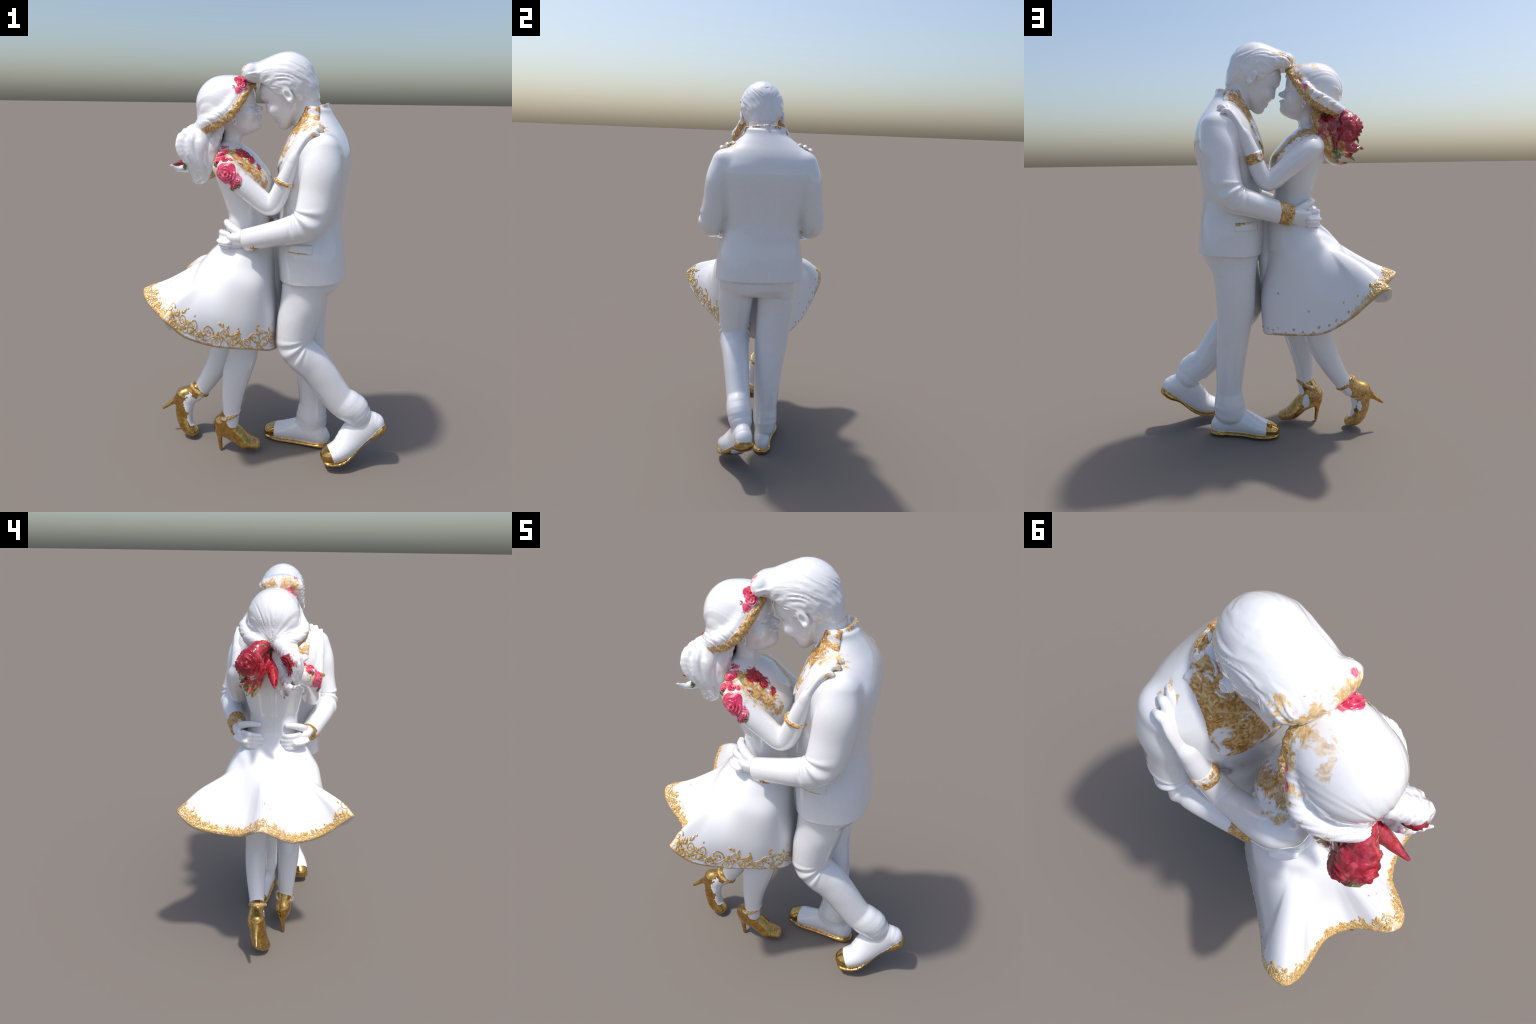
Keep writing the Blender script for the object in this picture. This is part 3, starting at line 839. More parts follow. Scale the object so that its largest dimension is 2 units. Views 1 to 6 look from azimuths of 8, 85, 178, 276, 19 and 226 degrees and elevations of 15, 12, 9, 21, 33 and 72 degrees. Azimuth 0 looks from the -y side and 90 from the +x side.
ROSE_LOCKS = [
    [(-0.3, 0.015, 1.665, 0.035), (-0.355, 0.058, 1.636, 0.038), (-0.382, 0.084, 1.6, 0.044), (-0.374, 0.092, 1.555, 0.045), (-0.35, 0.088, 1.51, 0.036), (-0.36, 0.09, 1.465, 0.022), (-0.4, 0.1, 1.428, 0.004)],
    [(-0.36, 0.1, 1.61, 0.034), (-0.37, 0.115, 1.57, 0.034), (-0.35, 0.11, 1.525, 0.03), (-0.33, 0.1, 1.48, 0.02)],
    [(-0.22, 0.055, 1.655, 0.032), (-0.24, 0.08, 1.585, 0.038), (-0.268, 0.085, 1.51, 0.034), (-0.295, 0.08, 1.445, 0.024), (-0.325, 0.08, 1.418, 0.012), (-0.365, 0.08, 1.416, 0.004)],
    [(-0.3, 0.05, 1.6, 0.05), (-0.325, 0.06, 1.53, 0.042), (-0.32, 0.065, 1.47, 0.03), (-0.315, 0.07, 1.435, 0.015)],
    [(-0.34, 0.1, 1.505, 0.026), (-0.39, 0.125, 1.474, 0.014), (-0.432, 0.11, 1.494, 0.003)],
    [(-0.315, -0.005, 1.56, 0.03), (-0.372, -0.018, 1.528, 0.025), (-0.412, -0.028, 1.503, 0.018), (-0.464, -0.035, 1.486, 0.006)],
]

BODICE = Loft([(0.98, -0.25, 0.045, -0.005, 0.18, 2.0), (1.1, -0.224, 0.04, -0.005, 0.162, 2.1), (1.17, -0.201, 0.02, -0.005, 0.136, 2.1), (1.25, -0.19, 0.004, -0.006, 0.126, 2.1), (1.3, -0.203, 0.0, -0.006, 0.132, 2.2),
               (1.36, -0.223, 0.012, -0.004, 0.145, 2.3), (1.42, -0.247, 0.022, -0.003, 0.158, 2.4), (1.46, -0.256, 0.008, -0.003, 0.165, 2.4), (1.5, -0.263, -0.025, -0.003, 0.17, 2.2),
               (1.54, -0.263, -0.06, -0.003, 0.15, 2.1), (1.565, -0.256, -0.09, -0.004, 0.115, 2.0), (1.59, -0.24, -0.125, -0.005, 0.075, 2.0), (1.605, -0.228, -0.135, -0.005, 0.06, 2.0)])

ARM = [(-0.185, 0.145, 1.495, 0.056), (-0.16, 0.175, 1.478, 0.054), (-0.11, 0.188, 1.435, 0.051), (-0.04, 0.192, 1.38, 0.048), (0.012, 0.195, 1.34, 0.047), (0.042, 0.198, 1.338, 0.045), (0.068, 0.204, 1.375, 0.043),
       (0.09, 0.213, 1.43, 0.039), (0.118, 0.218, 1.5, 0.034), (0.14, 0.218, 1.55, 0.030)]


def woman_hand(s, k):
    nrm = (0.85, 0.3 * s, -0.45)
    it = [Tube(mirror([(0.135, 0.218, 1.54, 0.025, 0.03), (0.158, 0.214, 1.575, 0.02, 0.035), (0.185, 0.205, 1.615, 0.018, 0.043), (0.206, 0.196, 1.645, 0.015, 0.043)], s), side=nrm)]
    for base, mid, tip in (((0.2, 0.166, 1.648), (0.222, 0.155, 1.673), (0.236, 0.146, 1.676)),
                           ((0.204, 0.186, 1.65), (0.232, 0.174, 1.68), (0.252, 0.165, 1.678)),
                           ((0.204, 0.207, 1.645), (0.23, 0.2, 1.674), (0.249, 0.196, 1.669)),
                           ((0.196, 0.227, 1.634), (0.216, 0.228, 1.657), (0.233, 0.228, 1.653))):
        it.append((Tube(mirror([(*base, 0.012), (*mid, 0.0125), (*tip, 0.0105)], s), n=8), 0.007))
    it.append((Tube(mirror([(0.15, 0.2, 1.56, 0.014), (0.148, 0.178, 1.585, 0.013), (0.141, 0.16, 1.6, 0.009)], s), n=8), 0.008))
    return it


LEG_FRONT = [(-0.09, -0.104, 0.68, 0.066, 0.076), (-0.1, -0.106, 0.56, 0.063, 0.072), (-0.13, -0.108, 0.46, 0.06, 0.071), (-0.152, -0.106, 0.34, 0.05, 0.057), (-0.16, -0.104, 0.22, 0.039, 0.043), (-0.165, -0.1, 0.17, 0.037, 0.042)]
LEG_BACK = [(-0.19, 0.062, 0.68, 0.064, 0.076), (-0.212, 0.063, 0.55, 0.06, 0.073), (-0.245, 0.061, 0.46, 0.058, 0.066), (-0.29, 0.055, 0.37, 0.049, 0.055), (-0.348, 0.042, 0.275, 0.04, 0.045), (-0.385, 0.04, 0.235, 0.038, 0.042)]
PUMP_FRONT = [(-0.215, -0.093, 0.155, 0.043, 0.04), (-0.185, -0.095, 0.135, 0.044, 0.055), (-0.135, -0.095, 0.1, 0.042, 0.046), (-0.085, -0.09, 0.056, 0.047, 0.038), (-0.035, -0.083, 0.043, 0.038, 0.027)]
PUMP_BACK = [(-0.454, 0.034, 0.232, 0.042, 0.038), (-0.442, 0.03, 0.2, 0.043, 0.052), (-0.446, 0.018, 0.13, 0.044, 0.046), (-0.428, 0.006, 0.065, 0.049, 0.038), (-0.39, -0.004, 0.034, 0.04, 0.028)]


def ring_rows(center, axis, radius, radius2, tube, up=(0, 1, 0), n=14):
    ax = unit(axis)
    a = unit(np.cross(ax, up))
    b = np.cross(ax, a)
    return [(*(V(*center) + a * radius * math.cos(t) + b * radius2 * math.sin(t)), tube) for t in np.linspace(0, math.tau, n)]


WOMAN = [
    Part('woman_neck', [Tube([(-0.178, -0.008, 1.7, 0.052), (-0.171, -0.008, 1.64, 0.045), (-0.18, -0.005, 1.57, 0.052)])], 0.015),
    Part('woman_head', woman_head_items(), 0.018),
    Part('woman_hair', [Ellipsoid((-0.216, -0.003, 1.772), (0.128, 0.123, 0.129)), (Ellipsoid((-0.155, -0.006, 1.818), (0.086, 0.108, 0.08)), 0.03),
                        (Ellipsoid((-0.285, -0.004, 1.69), (0.052, 0.075, 0.055)), 0.03)]
         + [(Tube([(*q[:3], q[3] * (0.8 if s < 0 else 1.0)) for q in hair_roll(s, k)], n=22), 0.035 if s < 0 else 0.018) for s, k in ((-1, 1.0), (1, 0.9))], 0.004, relief=strands_woman, clip=hair_front),
    Part('hair_band', [Tube(hair_edge(s, k), n=22) for s, k in ((-1, 1.0), (1, 0.9))], 0.008, relief=lambda p: 0.004 * vnoise(p * 70, 31)),
    Part('woman_ear', ear_items((-0.15, -0.103, 1.7), -1, 0.02, V(1, 0, 0), V(0, 0, 1)), 0.006),
    Part('woman_ear', ear_items((-0.15, 0.085, 1.7), 1, 0.02, V(1, 0, 0), V(0, 0, 1)), 0.006),
    Part('ponytail', [(Tube([(q[0] + 0.008, q[1], q[2], q[3] * 0.92) for q in r], n=18), 0.007) for r in LOCKS], 0.004, relief=strands_tail),
    Part('ponytail_rose', [(Tube([(q[0] + 0.008, *q[1:]) for q in r], n=18), 0.01) for r in ROSE_LOCKS], 0.004, relief=lambda p: 0.35 * strands_tail(p)),
    Part('bodice', [BODICE, (Ellipsoid((0.042, -0.005, 0.98), (0.042, 0.055, 0.26)), 0.02)], 0.008, relief=lambda p: 0.0016 * np.exp(-((p[:, 1] + 0.012) / 0.003) ** 2) * (p[:, 0] < -0.15)),
]
for s in (-1, 1):
    WOMAN.append(Part('woman_arm', [Tube(mirror(ARM, s), side=(0, 1, 0), n=70)], 0.014))
    WOMAN.append(Part('woman_hand', woman_hand(s, 1), 0.01))
WOMAN += [
    Part('bracelet', [Tube(ring_rows((0.094, -0.214, 1.442), (0.35, -0.06, 0.9), 0.041, 0.041, 0.008), side=(0.35, -0.06, 0.9), n=28)], 0.003),
    Part('bracelet', [Tube([(0.086, 0.212, 1.42, 0.044), (0.103, 0.216, 1.47, 0.042)], n=3)], 0.003, clip=lambda p: np.maximum(along(p, (0.09, 0.21, 1.43), (0.104, 0.216, 1.466)), along(p, (0.104, 0.216, 1.468), (0.088, 0.21, 1.424))), relief=lambda p: 0.003 * vnoise(p * 80, 33)),
    Part('woman_leg', [Tube(LEG_FRONT, n=36)], 0.006),
    Part('woman_leg', [Tube(LEG_BACK, n=36)], 0.006),
    Part('lady_shoe', [Tube(PUMP_FRONT), (Tube([(-0.17, -0.099, 0.215, 0.04, 0.044), (-0.188, -0.095, 0.17, 0.038, 0.048)]), 0.02),
                       (Tube([(-0.228, -0.093, 0.12, 0.024), (-0.224, -0.096, 0.07, 0.013), (-0.217, -0.1, 0.008, 0.009)]), 0.016)], 0.006, clip=lambda p: -p[:, 2]),
    Part('lady_shoe', [Tube(PUMP_BACK), (Tube([(-0.368, 0.038, 0.268, 0.04, 0.044), (-0.41, 0.037, 0.235, 0.042, 0.05), (-0.44, 0.034, 0.22, 0.042, 0.045)]), 0.02),
                       (Tube([(-0.474, 0.034, 0.21, 0.026), (-0.514, 0.028, 0.183, 0.014), (-0.562, 0.02, 0.147, 0.008)]), 0.016)], 0.006, clip=lambda p: -p[:, 2]),
    Part('ankle_strap', [Tube(ring_rows((-0.165, -0.1, 0.216), (-0.42, 0, 0.9), 0.052, 0.046, 0.009), side=(-0.42, 0, 0.9), n=28)], 0.006),
    Part('ankle_strap', [Tube(ring_rows((-0.362, 0.036, 0.268), (0.5, 0.05, 0.75), 0.05, 0.042, 0.009), side=(0.5, 0.05, 0.75), n=28)], 0.006),
]

# skirt: hem outline as it swings out in three deep flutes
HEM = [(0.07, 0.02, 0.568), (0.063, -0.1, 0.6), (0.034, -0.185, 0.628), (-0.035, -0.245, 0.653), (-0.13, -0.295, 0.674), (-0.22, -0.347, 0.705), (-0.32, -0.415, 0.77), (-0.40, -0.438, 0.852), (-0.42, -0.39, 0.825),
       (-0.42, -0.34, 0.779), (-0.438, -0.255, 0.732), (-0.49, -0.158, 0.73), (-0.565, -0.108, 0.778), (-0.615, -0.07, 0.82), (-0.632, -0.02, 0.85), (-0.61, 0.03, 0.835), (-0.55, 0.075, 0.79),
       (-0.515, 0.12, 0.76), (-0.49, 0.2, 0.751), (-0.51, 0.3, 0.775), (-0.522, 0.36, 0.81), (-0.505, 0.418, 0.858), (-0.455, 0.438, 0.845), (-0.395, 0.43, 0.79), (-0.33, 0.385, 0.715),
       (-0.22, 0.315, 0.63), (-0.1, 0.25, 0.602), (0.01, 0.182, 0.588), (0.062, 0.11, 0.574)]
SKIRT_N, SKIRT_M = 640, 110


def ellipse_at(ang, cx, rx, cy, ry, z, power=2.0):
    r = (np.abs(np.cos(ang) / rx) ** power + np.abs(np.sin(ang) / ry) ** power) ** (-1 / power)
    return np.stack([cx + r * np.cos(ang), cy + r * np.sin(ang), z + 0 * ang], 1)


def skirt_grid():
    """Rows of closed rings from waist to hem; the flutes deepen toward the hem."""
    hem = spline(HEM, SKIRT_N, closed=True)
    w = np.exp(-0.5 * (np.minimum(np.arange(SKIRT_N), SKIRT_N - np.arange(SKIRT_N)) / 42) ** 2)
    soft = np.real(np.fft.ifft(np.fft.fft(hem, axis=0) * np.fft.fft(w / w.sum())[:, None], axis=0))
    ang = np.arctan2(hem[:, 1], hem[:, 0] + 0.13)

    def body(z, grow):
        f, b, ym, yh, _ = [np.interp(z, BODICE.R[:, 0], BODICE.R[:, i]) for i in range(1, 6)]
        return ellipse_at(ang, (f + b) / 2, abs(f - b) / 2 + grow, ym, yh + grow, z)
    top, hip = body(1.19, 0.0), body(1.125, 0.006)
    m1 = ellipse_at(ang, -0.143, 0.192, -0.014 - 0.03 * np.cos(ang), 0.244, 0.972 - 0.034 * np.cos(ang) + 0.02 * np.exp(-((ang - 2.1) / 0.4) ** 2), 2.0 + 0.6 * sstep(0.0, 0.6, np.cos(ang)) * (ang < 0))
    lobe = hem - soft
    m2 = 0.5 * m1 + 0.5 * soft + 0.65 * lobe
    out = np.stack([np.cos(ang), np.sin(ang)], 1)
    flank = sum(h * np.exp(-((ang - c) / 0.33) ** 2) for c, h in ((2.05, 0.03), (-2.05, 0.045), (-1.38, 0.008), (-2.65, 0.028)))
    m2[:, :2] += out * flank[:, None]
    m2[:, 2] -= 0.026 * sstep(0.75, 1.0, -np.cos(ang))
    m2[:, 2] -= 0.02 * np.exp(-((ang + 2.1) / 0.3) ** 2) + 0.014 * np.exp(-((ang + 2.65) / 0.25) ** 2)
    m1[:, 2] -= 0.006 * np.exp(-((ang + 2.2) / 0.5) ** 2)
    m2[:, 0] += 0.01 * np.exp(-((ang - 0.3) / 0.4) ** 2)
    mid = 0.5 * (hip + m1)
    mid[:, 2] += 0.004
    keys = [top, hip, mid, m1, m2, hem]
    stack = np.stack(keys, 0).reshape(6, -1)
    return spline(stack, SKIRT_M).reshape(SKIRT_M, SKIRT_N, 3)


def build_skirt(parent, mats):
    G = skirt_grid()
    M, N = G.shape[:2]
    du = np.roll(G, -1, 1) - np.roll(G, 1, 1)
    dv = np.gradient(G, axis=0)
    nrm = np.cross(dv, du)
    nrm /= np.linalg.norm(nrm, axis=2, keepdims=True) + 1e-9
    if (nrm[M // 2] * (G[M // 2] - G[M // 2].mean(0)))[:, :2].sum() < 0:
        nrm = -nrm
    inner = G - nrm * 0.012
    rim = G[-1:] - nrm[-1:] * 0.006 + (G[-1:] - G[-2:-1]) * 1.0
    rows = np.concatenate([G, rim, inner[::-1]], 0)
    R = len(rows)
    v = rows.reshape(-1, 3)
    i, j = np.meshgrid(np.arange(R - 1), np.arange(N), indexing='ij')
    a, b = i * N + j, i * N + (j + 1) % N
    q = np.stack([a, b, b + N, a + N], -1).reshape(-1, 4)
    n = vertex_normals(v, q)
    k = M // 2 * N
    if (n[k] @ nrm[M // 2, 0]) < 0:
        q = q[:, ::-1]
    return make_object('skirt', v, q, mats, parent), G, nrm
# ------------------------------------------------------------- decorations
def sweep(path, normals, radius, sides=6, flat=0.6):
    """Raised line: a flattened tube along a path that lies on a surface."""
    P, Nn = np.asarray(path), np.asarray(normals)
    T = np.gradient(P, axis=0)
    T /= np.linalg.norm(T, axis=1, keepdims=True) + 1e-9
    S = np.cross(T, Nn)
    S /= np.linalg.norm(S, axis=1, keepdims=True) + 1e-9
    r = np.broadcast_to(radius, (len(P),))[:, None]
    ring = [P + S * r * math.cos(a) + Nn * r * flat * math.sin(a) for a in np.arange(sides) * math.tau / sides]
    v = np.stack(ring, 1).reshape(-1, 3)
    n = len(P)
    f = [(i * sides + j, (i + 1) * sides + j, (i + 1) * sides + (j + 1) % sides, i * sides + (j + 1) % sides) for i in range(n - 1) for j in range(sides)]
    f.append(tuple(range(sides)))
    f.append(tuple((n - 1) * sides + j for j in range(sides))[::-1])
    return v, f


class HemFrame:
    """Maps (arc length along the hem, height above it) to points on the skirt."""

    def __init__(self, G, nrm):
        self.G, self.nrm = G, nrm
        M, N = G.shape[:2]
        step = np.linalg.norm(np.diff(G[::-1], axis=0), axis=2)
        self.up = np.vstack([np.zeros(N), np.cumsum(step, 0)])
        seg = np.linalg.norm(np.roll(G[-1], -1, 0) - G[-1], axis=1)
        self.arc = np.concatenate([[0], np.cumsum(seg)])
        self.length = self.arc[-1]

    def at(self, s, w):
        M, N = self.G.shape[:2]
        col = np.interp(np.mod(s, self.length), self.arc, np.arange(N + 1))
        j0 = np.floor(col).astype(int) % N
        j1, f = (j0 + 1) % N, (col - np.floor(col))
        out, nn = np.zeros((len(s), 3)), np.zeros((len(s), 3))
        for i in range(len(s)):
            for j, k in ((j0[i], 1 - f[i]), (j1[i], f[i])):
                row = np.interp(w[i], self.up[:, j], np.arange(M))
                a = min(int(row), M - 2)
                t = row - a
                A, B = M - 1 - a, M - 2 - a
                out[i] += k * (self.G[A, j] * (1 - t) + self.G[B, j] * t)
                nn[i] += k * self.nrm[A, j]
        return out, nn / np.linalg.norm(nn, axis=1, keepdims=True)

    def s_of(self, hem_index):
        return float(np.interp(hem_index / len(HEM) * self.G.shape[1], np.arange(self.G.shape[1] + 1), self.arc))


def hem_line(F, s, w, r, name, parent):
    P, Nn = F.at(np.asarray(s, float), np.maximum(np.asarray(w, float), 0.003))
    v, f = sweep(P + Nn * 0.0008, Nn, r)
    return make_object(name, v, f, SCROLL_GILT, parent)


def hem_leaf(F, s0, w0, ang, size, name, parent, width=0.42):
    """Small domed leaf, berry or heart lying on the cloth."""
    na, nr = 12, 3
    s, w, h = [s0], [w0], [1.0]
    for i in range(1, nr + 1):
        for a in np.arange(na) * math.tau / na:
            k = i / nr
            x, y = math.cos(a) * size * k, math.sin(a) * size * width * k * (1.15 - 0.35 * math.cos(a))
            s.append(s0 + x * math.cos(ang) - y * math.sin(ang))
            w.append(w0 + x * math.sin(ang) + y * math.cos(ang))
            h.append(math.sqrt(max(1 - k * k, 0)))
    P, Nn = F.at(np.array(s), np.maximum(np.array(w), 0.002))
    v = P + Nn * (np.array(h)[:, None] * min(size * 0.4, 0.004) - 0.0006)
    f = [(0, 1 + j, 1 + (j + 1) % na) for j in range(na)]
    for i in range(nr - 1):
        for j in range(na):
            a, b = 1 + i * na + j, 1 + i * na + (j + 1) % na
            f.append((a, a + na, b + na, b))
    return make_object(name, v, f, SCROLL_GILT, parent)


def hem_scrolls(F, parent):
    rng = np.random.default_rng(21)
    knots = [(0.7, 0.13), (1.6, 0.135), (2.6, 0.11), (4.0, 0.095), (5.0, 0.105), (6.0, 0.1), (7.0, 0.1), (7.8, 0.05), (10, 0.03), (12, 0.045), (13.6, 0.075), (15.4, 0.06), (17, 0.03), (19, 0.035), (20.6, 0.06), (22, 0.05), (22.6, 0.02)]
    ks = np.array([F.s_of(k[0]) for k in knots])
    kh = np.array([k[1] for k in knots])
    height = lambda s: float(np.interp(s, ks, kh))
    s = ks[0]
    side = 1
    # wavy stem with volutes branching to either side, leaves and berries between
    ss = np.arange(ks[0], ks[-1], 0.006)
    stem = np.array([0.35 * height(x) + 0.18 * height(x) * math.sin(x * 42) for x in ss])
    for a in range(0, len(ss) - 12, 22):
        b = min(a + 26, len(ss))
        hem_line(F, ss[a:b], stem[a:b], 0.0027, 'vine_stem', parent)
    while s < ks[-1]:
        H0 = height(s)
        R = float(np.clip(H0 * rng.uniform(0.22, 0.34), 0.010, 0.034))
        cw = H0 * (0.62 if side > 0 else 0.24) + rng.uniform(-0.1, 0.1) * H0
        turns = rng.uniform(1.2, 1.9) * rng.choice([-1, 1])
        a0 = rng.uniform(0, math.tau)
        t = np.linspace(0, 1, 26)
        rad = R * (1 - 0.85 * t)
        ang = a0 + turns * math.tau * t
        hem_line(F, s + rad * np.cos(ang), cw + rad * np.sin(ang), 0.0032 - 0.001 * t, 'scroll', parent)
        hem_leaf(F, s, cw, 0, 0.0045, 'berry', parent, 0.9)
        for k in range(4):
            a = rng.uniform(0, math.tau)
            q = R * rng.uniform(1.2, 1.7)
            hem_leaf(F, s + q * math.cos(a), max(cw + q * math.sin(a), 0.008), a + rng.uniform(-0.6, 0.6), rng.uniform(0.010, 0.019), 'leaf', parent)
        if side > 0 and rng.random() < 0.75:
            hem_leaf(F, s + rng.uniform(-0.02, 0.02), H0 * rng.uniform(1.0, 1.25), rng.uniform(0, 6), rng.uniform(0.006, 0.0105), 'berry', parent, 0.8)
        s += R * rng.uniform(1.25, 1.7)
        side = -side
    # scattered hearts on the plain side
    a, b = F.s_of(22.8), F.s_of(28.6)
    for x in np.linspace(a, b, 17):
        hem_leaf(F, x + rng.uniform(-0.012, 0.012), rng.uniform(0.008, 0.03), rng.uniform(-0.5, 0.5) - 1.57, rng.uniform(0.0055, 0.009), 'heart_motif', parent, 0.85)
    for k, w in ((24.2, 0.085), (25.6, 0.11), (23.3, 0.06), (26.8, 0.2)):
        hem_leaf(F, F.s_of(k), w, -1.57, 0.0065, 'heart_motif', parent, 0.85)


def frame_matrix(normal, spin=0.0):
    n = unit(normal)
    a = unit(np.cross(n, (0.3, 0.2, 1.0)))
    b = np.cross(n, a)
    c, s = math.cos(spin), math.sin(spin)
    return np.stack([a * c + b * s, -a * s + b * c, n], 1)


def lay_on(parts, center, R, xy, reach):
    """Drop points given in a tangent plane onto the skin below them."""
    d = -R[:, 2]
    start = np.asarray(center) + xy @ R[:, :2].T - d * 0.03
    t = np.zeros(len(xy))
    for i in range(26):
        e = field(parts, start + t[:, None] * d)
        t = np.minimum(t + np.clip(e * 0.75, -0.01, 0.02), 0.03 + reach)
    return start + t[:, None] * d


def rose(parts, center, normal, radius, height, mat, parent, spin=0.0, rings=((5, 0.56, 1.0), (5, 0.32, 0.7), (4, 0.13, 0.44)), name='rose'):
    """Open rose lying on the skin: rings of overlapping petals with raised lips round a bud."""
    R = frame_matrix(normal, spin)
    nb, rows = 16, 5
    ang = np.arange(nb) * math.tau / nb
    xy = np.concatenate([np.stack([np.cos(ang), np.sin(ang)], 1) * radius * 0.2 * math.cos(j / (rows - 1) * 1.4) for j in range(rows)])
    lift = np.repeat([height * (0.3 + 0.95 * math.sin(j / (rows - 1) * 1.4)) if j else -0.003 for j in range(rows)], nb)
    sheets = [(xy, lift)]
    f = [(j * nb + i, j * nb + (i + 1) % nb, (j + 1) * nb + (i + 1) % nb, (j + 1) * nb + i) for j in range(rows - 1) for i in range(nb)]
    f.append(tuple((rows - 1) * nb + i for i in range(nb)))
    faces = f
    nu, nv = 11, 8
    for k, (count, r0, r1) in enumerate(rings):
        for i in range(count):
            a0 = (i + 0.5 * (k % 2) + 0.13 * k) / count * math.tau
            span = math.tau / count * 0.66
            xy, lift = [], []
            for j in range(nv):
                t = j / (nv - 2)
                for c in range(nu):
                    u = c / (nu - 1) * 2 - 1
                    edge = r1 * (1 - 0.16 * abs(u) ** 2.5) * (1 + 0.05 * u)
                    r = radius * (r0 + (edge - r0) * min(t, 1.0)) + (radius * 0.015 if t > 1 else 0)
                    xy.append((r * math.cos(a0 + u * span), r * math.sin(a0 + u * span)))
                    h = height * (0.12 + 0.24 * k + 0.5 * t ** 2.2 * (1 - 0.3 * u * u) + 0.12 * u)
                    lift.append(-0.004 if t > 1 or abs(u) == 1 else h)
            sheets.append((np.array(xy), np.array(lift)))
    laid = lay_on(parts, center, R, np.concatenate([s[0] for s in sheets]), radius * 0.6) + np.concatenate([s[1] for s in sheets])[:, None] * R[:, 2]
    cut = np.cumsum([len(s[0]) for s in sheets])
    pieces = np.split(laid, cut[:-1])
    core = make_object(name, pieces[0], faces, mat, parent)
    f = [(j * nu + c, j * nu + c + 1, (j + 1) * nu + c + 1, (j + 1) * nu + c) for j in range(nv - 1) for c in range(nu - 1)]
    for P in pieces[1:]:
        make_object('petal', P, f, mat, core)
    return core


def leaf_blade(base, direction, normal, length, parent, mat=None, width=0.34):
    """Pointed leaf with a folded midrib."""
    d = unit(direction)
    n = unit(np.asarray(normal) - (np.asarray(normal) @ d) * d)
    s = np.cross(d, n)
    nl, nw = 9, 7
    v = []
    for side in (0, 1):
        for j in range(nl):
            t = j / (nl - 1)
            w = length * width * math.sin(math.pi * min(t * 0.93 + 0.05, 1)) ** 0.8
            for i in range(nw):
                u = i / (nw - 1) * 2 - 1
                h = length * (0.1 * abs(u) * math.sin(math.pi * t) - 0.14 * t * t + 0.03)
                v.append(np.asarray(base) + d * length * t + s * u * w + n * (h - side * 0.0022))
    f = []
    k = nl * nw
    for j in range(nl - 1):
        for i in range(nw - 1):
            a = j * nw + i
            f += [(a, a + 1, a + nw + 1, a + nw), (k + a, k + a + nw, k + a + nw + 1, k + a + 1)]
    rim = list(range(nw)) + [j * nw + nw - 1 for j in range(1, nl)] + [(nl - 1) * nw + i for i in range(nw - 2, -1, -1)] + [j * nw for j in range(nl - 2, 0, -1)]
    for a, b in zip(rim, rim[1:] + rim[:1]):
        f.append((a, k + a, k + b, b))
    return make_object('leaf', v, f, mat or LEAF_GREEN, parent)


def surface_hit(parts, origin, direction):
    """March a ray onto the modelled skin; returns point and normal."""
    p, d = V(*origin), unit(direction)
    for i in range(200):
        e = field(parts, p[None])[0]
        if e < 0.0008:
            break
        p = p + d * min(max(e * 0.6, 0.0006), 0.02)
    g = np.array([field(parts, (p + o)[None])[0] - field(parts, (p - o)[None])[0] for o in np.eye(3) * 0.003])
    return p, unit(g)


def bead(center, radius, parent, name, mat):
    v, f = [], []
    a, b = 10, 7
    for j in range(b):
        t = (j / (b - 1) - 0.5) * math.pi * 0.98
        for i in range(a):
            v.append(np.asarray(center) + radius * np.array([math.cos(t) * math.cos(i * math.tau / a), math.cos(t) * math.sin(i * math.tau / a), math.sin(t)]))
    for j in range(b - 1):
        for i in range(a):
            f.append((j * a + i, j * a + (i + 1) % a, (j + 1) * a + (i + 1) % a, (j + 1) * a + i))
    return make_object(name, v, f, mat, parent)
H = 0.0032
# ---------------------------------------------------------------- assemble
ROOT = bpy.data.objects.new('couple_figurine', None)
bpy.context.scene.collection.objects.link(ROOT)
ROOT['label'] = 'white glazed porcelain couple dancing, with gold trim and roses'
ROOT['category'] = 'figurine'
MADE = build_skin(MAN, (-0.26, -0.37, -0.02), (0.66, 0.37, 2.03), H, material_of, ROOT)
MADE_W = build_skin(WOMAN, (-0.6, -0.28, -0.02), (0.29, 0.28, 1.93), H, material_of, ROOT)
SKIRT, SKIRT_G, SKIRT_NRM = build_skirt(ROOT, SKIRT_GLAZE)
FRAME = HemFrame(SKIRT_G, SKIRT_NRM)
att = SKIRT.data.attributes.new('hem_distance', 'FLOAT', 'POINT')
att.data.foreach_set('value', np.concatenate([FRAME.up[::-1].reshape(-1), np.zeros(SKIRT_N), np.full(SKIRT_M * SKIRT_N, 0.3)]).astype(F32))
hem_scrolls(FRAME, SKIRT)

# roses: on the upper arm, in the hair and in the windswept tail
UPPER = [q for q in WOMAN if q.name in ('woman_hair', 'hair_band', 'ponytail', 'ponytail_rose', 'bodice', 'woman_arm', 'woman_neck')]
for q in UPPER:
    if 'ponytail' in q.name:
        q.relief = None
SMALL = ((5, 0.45, 1.0), (4, 0.15, 0.6))


def place_rose(origin, way, radius, height, mat, **kw):
    p, n = surface_hit(UPPER, origin, way)
    n = unit(n - 0.5 * unit(way))
    return rose(UPPER, p, n, radius, height, mat, ROOT, **kw)


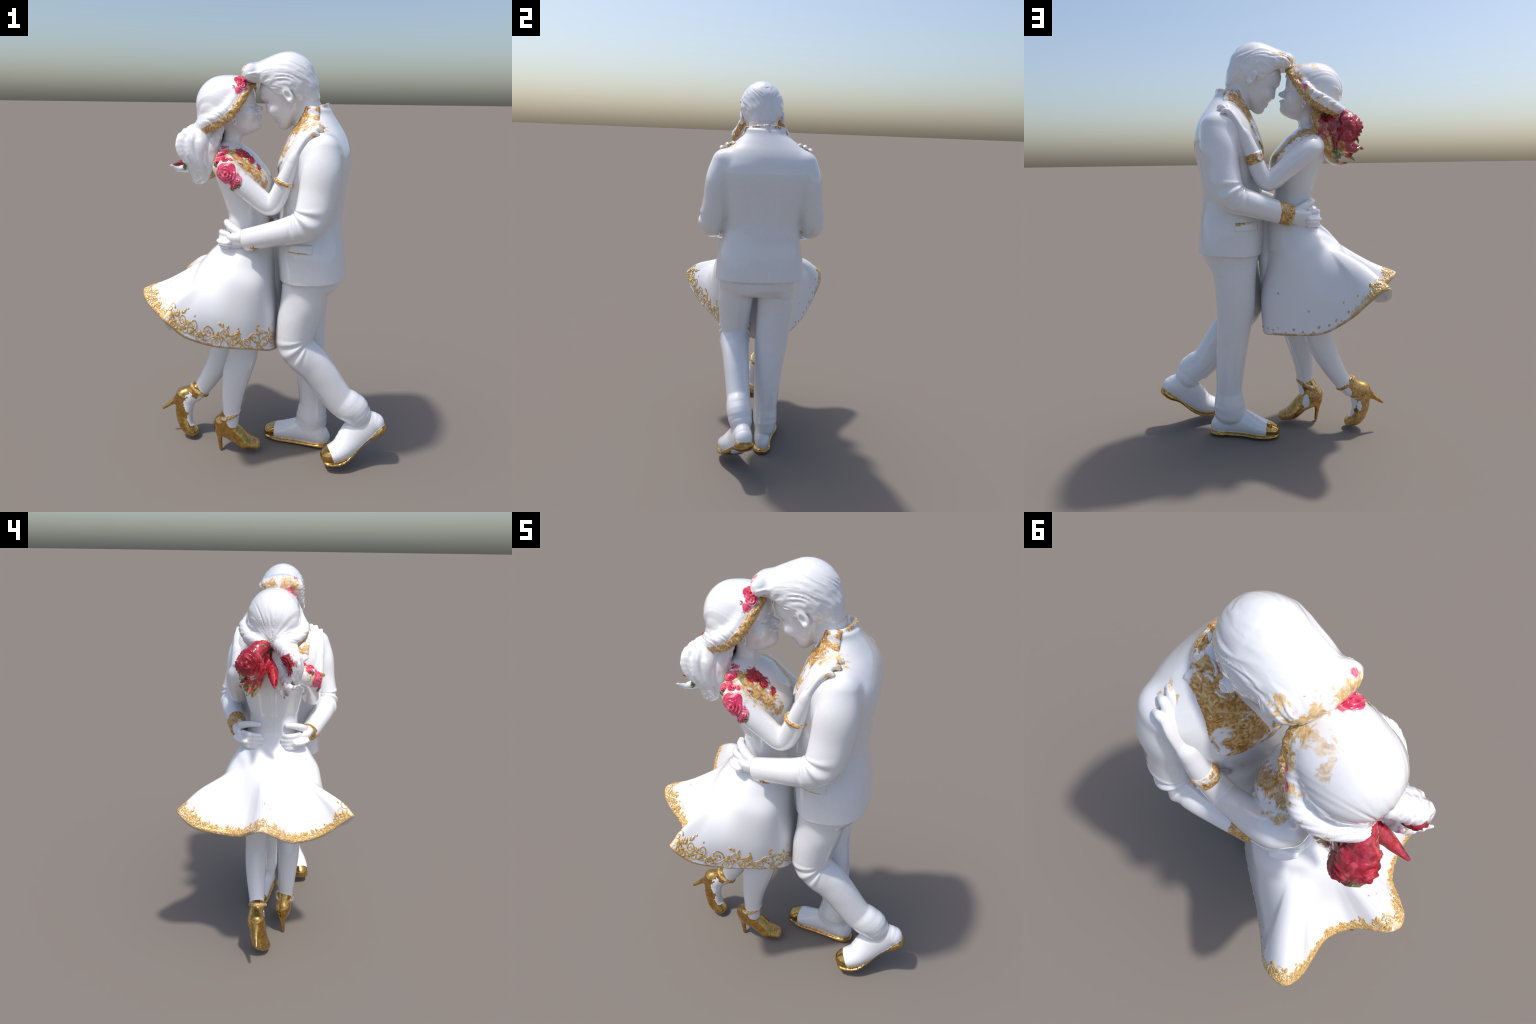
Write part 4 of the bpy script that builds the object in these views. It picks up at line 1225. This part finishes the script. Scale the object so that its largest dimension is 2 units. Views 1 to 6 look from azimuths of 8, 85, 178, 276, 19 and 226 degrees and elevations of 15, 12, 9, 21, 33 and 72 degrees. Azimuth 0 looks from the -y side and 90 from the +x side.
place_rose((-0.165, -0.4, 1.478), (0, 1, 0), 0.047, 0.011, PETAL_PINK, spin=0.4)
for x, z, r in ((-0.112, 1.452, 0.022), (-0.125, 1.423, 0.016), (-0.215, 1.525, 0.018), (-0.175, 1.535, 0.016)):
    place_rose((x, -0.4, z), (0, 1, 0), r, 0.007, PETAL_PINK, rings=SMALL)
place_rose((-0.2, -0.4, 1.57), (0, 0.8, -0.05), 0.026, 0.008, PETAL_PINK, rings=SMALL)
place_rose((-0.1, -0.3, 1.75), (0.0, 0.5, -0.5), 0.026, 0.008, PETAL_RED, rings=SMALL)
place_rose((-0.07, -0.3, 1.72), (0.0, 0.5, -0.5), 0.02, 0.008, PETAL_RED, rings=SMALL)
for o, d, r in (((-0.125, -0.2, 1.98), (0.0, 0.55, -0.45), 0.03), ((-0.115, -0.27, 1.9), (0.0, 0.7, -0.18), 0.023), ((-0.1, -0.12, 1.99), (0.0, 0.4, -0.6), 0.024)):
    place_rose(o, d, r, 0.009, PETAL_PINK, rings=SMALL)
place_rose((-0.6, 0.16, 1.595), (0.9, -0.3, -0.05), 0.062, 0.014, PETAL_RED, spin=0.9)
place_rose((-0.6, -0.06, 1.59), (1, -0.08, -0.03), 0.038, 0.01, PETAL_RED, spin=0.2)
place_rose((-0.36, 0.35, 1.56), (0, -1, 0.0), 0.05, 0.012, PETAL_RED, spin=0.5)
for o, d, way in (((-0.14, -0.4, 1.418), (0, 1, 0), (0.4, 0, -1)), ((-0.112, -0.4, 1.428), (0, 1, 0), (1, 0, -0.6)), ((-0.21, -0.4, 1.5), (0, 1, 0), (-0.6, 0, 1)),
                  ((-0.145, -0.27, 1.85), (0, 1, 0), (-1, 0, -0.3)), ((-0.135, -0.27, 1.82), (0, 1, 0), (-0.4, 0, -1))):
    p, n = surface_hit(UPPER, o, d)
    leaf_blade(p, way, n, 0.024, ROOT)
for o, d, way in (((-0.6, 0.13, 1.53), (1, -0.1, 0), (-0.3, 0.6, -0.6)), ((-0.6, 0.1, 1.48), (1, 0, 0), (-0.2, 0.2, -1)), ((-0.6, -0.1, 1.5), (1, 0, 0), (-0.3, -0.5, -0.6)), ((-0.55, 0.02, 1.66), (1, 0, -0.1), (-0.4, 0.5, 0.5))):
    p, n = surface_hit(UPPER, o, d)
    leaf_blade(p - n * 0.002, way, n, 0.036, ROOT)
# small gilt cluster on the sleeve
for dx, dz, r in ((0, 0, 0.007), (-0.013, 0.002, 0.006), (0.013, 0.001, 0.0055), (0.0, 0.011, 0.0055), (0.002, -0.011, 0.0055), (0.024, 0.004, 0.0045)):
    p, n = surface_hit(MAN, (-0.036 + dx, -0.4, 1.142 + dz), (0, 1, 0))
    bead(p, r, ROOT, 'cuff_button', CUFF_GILT)
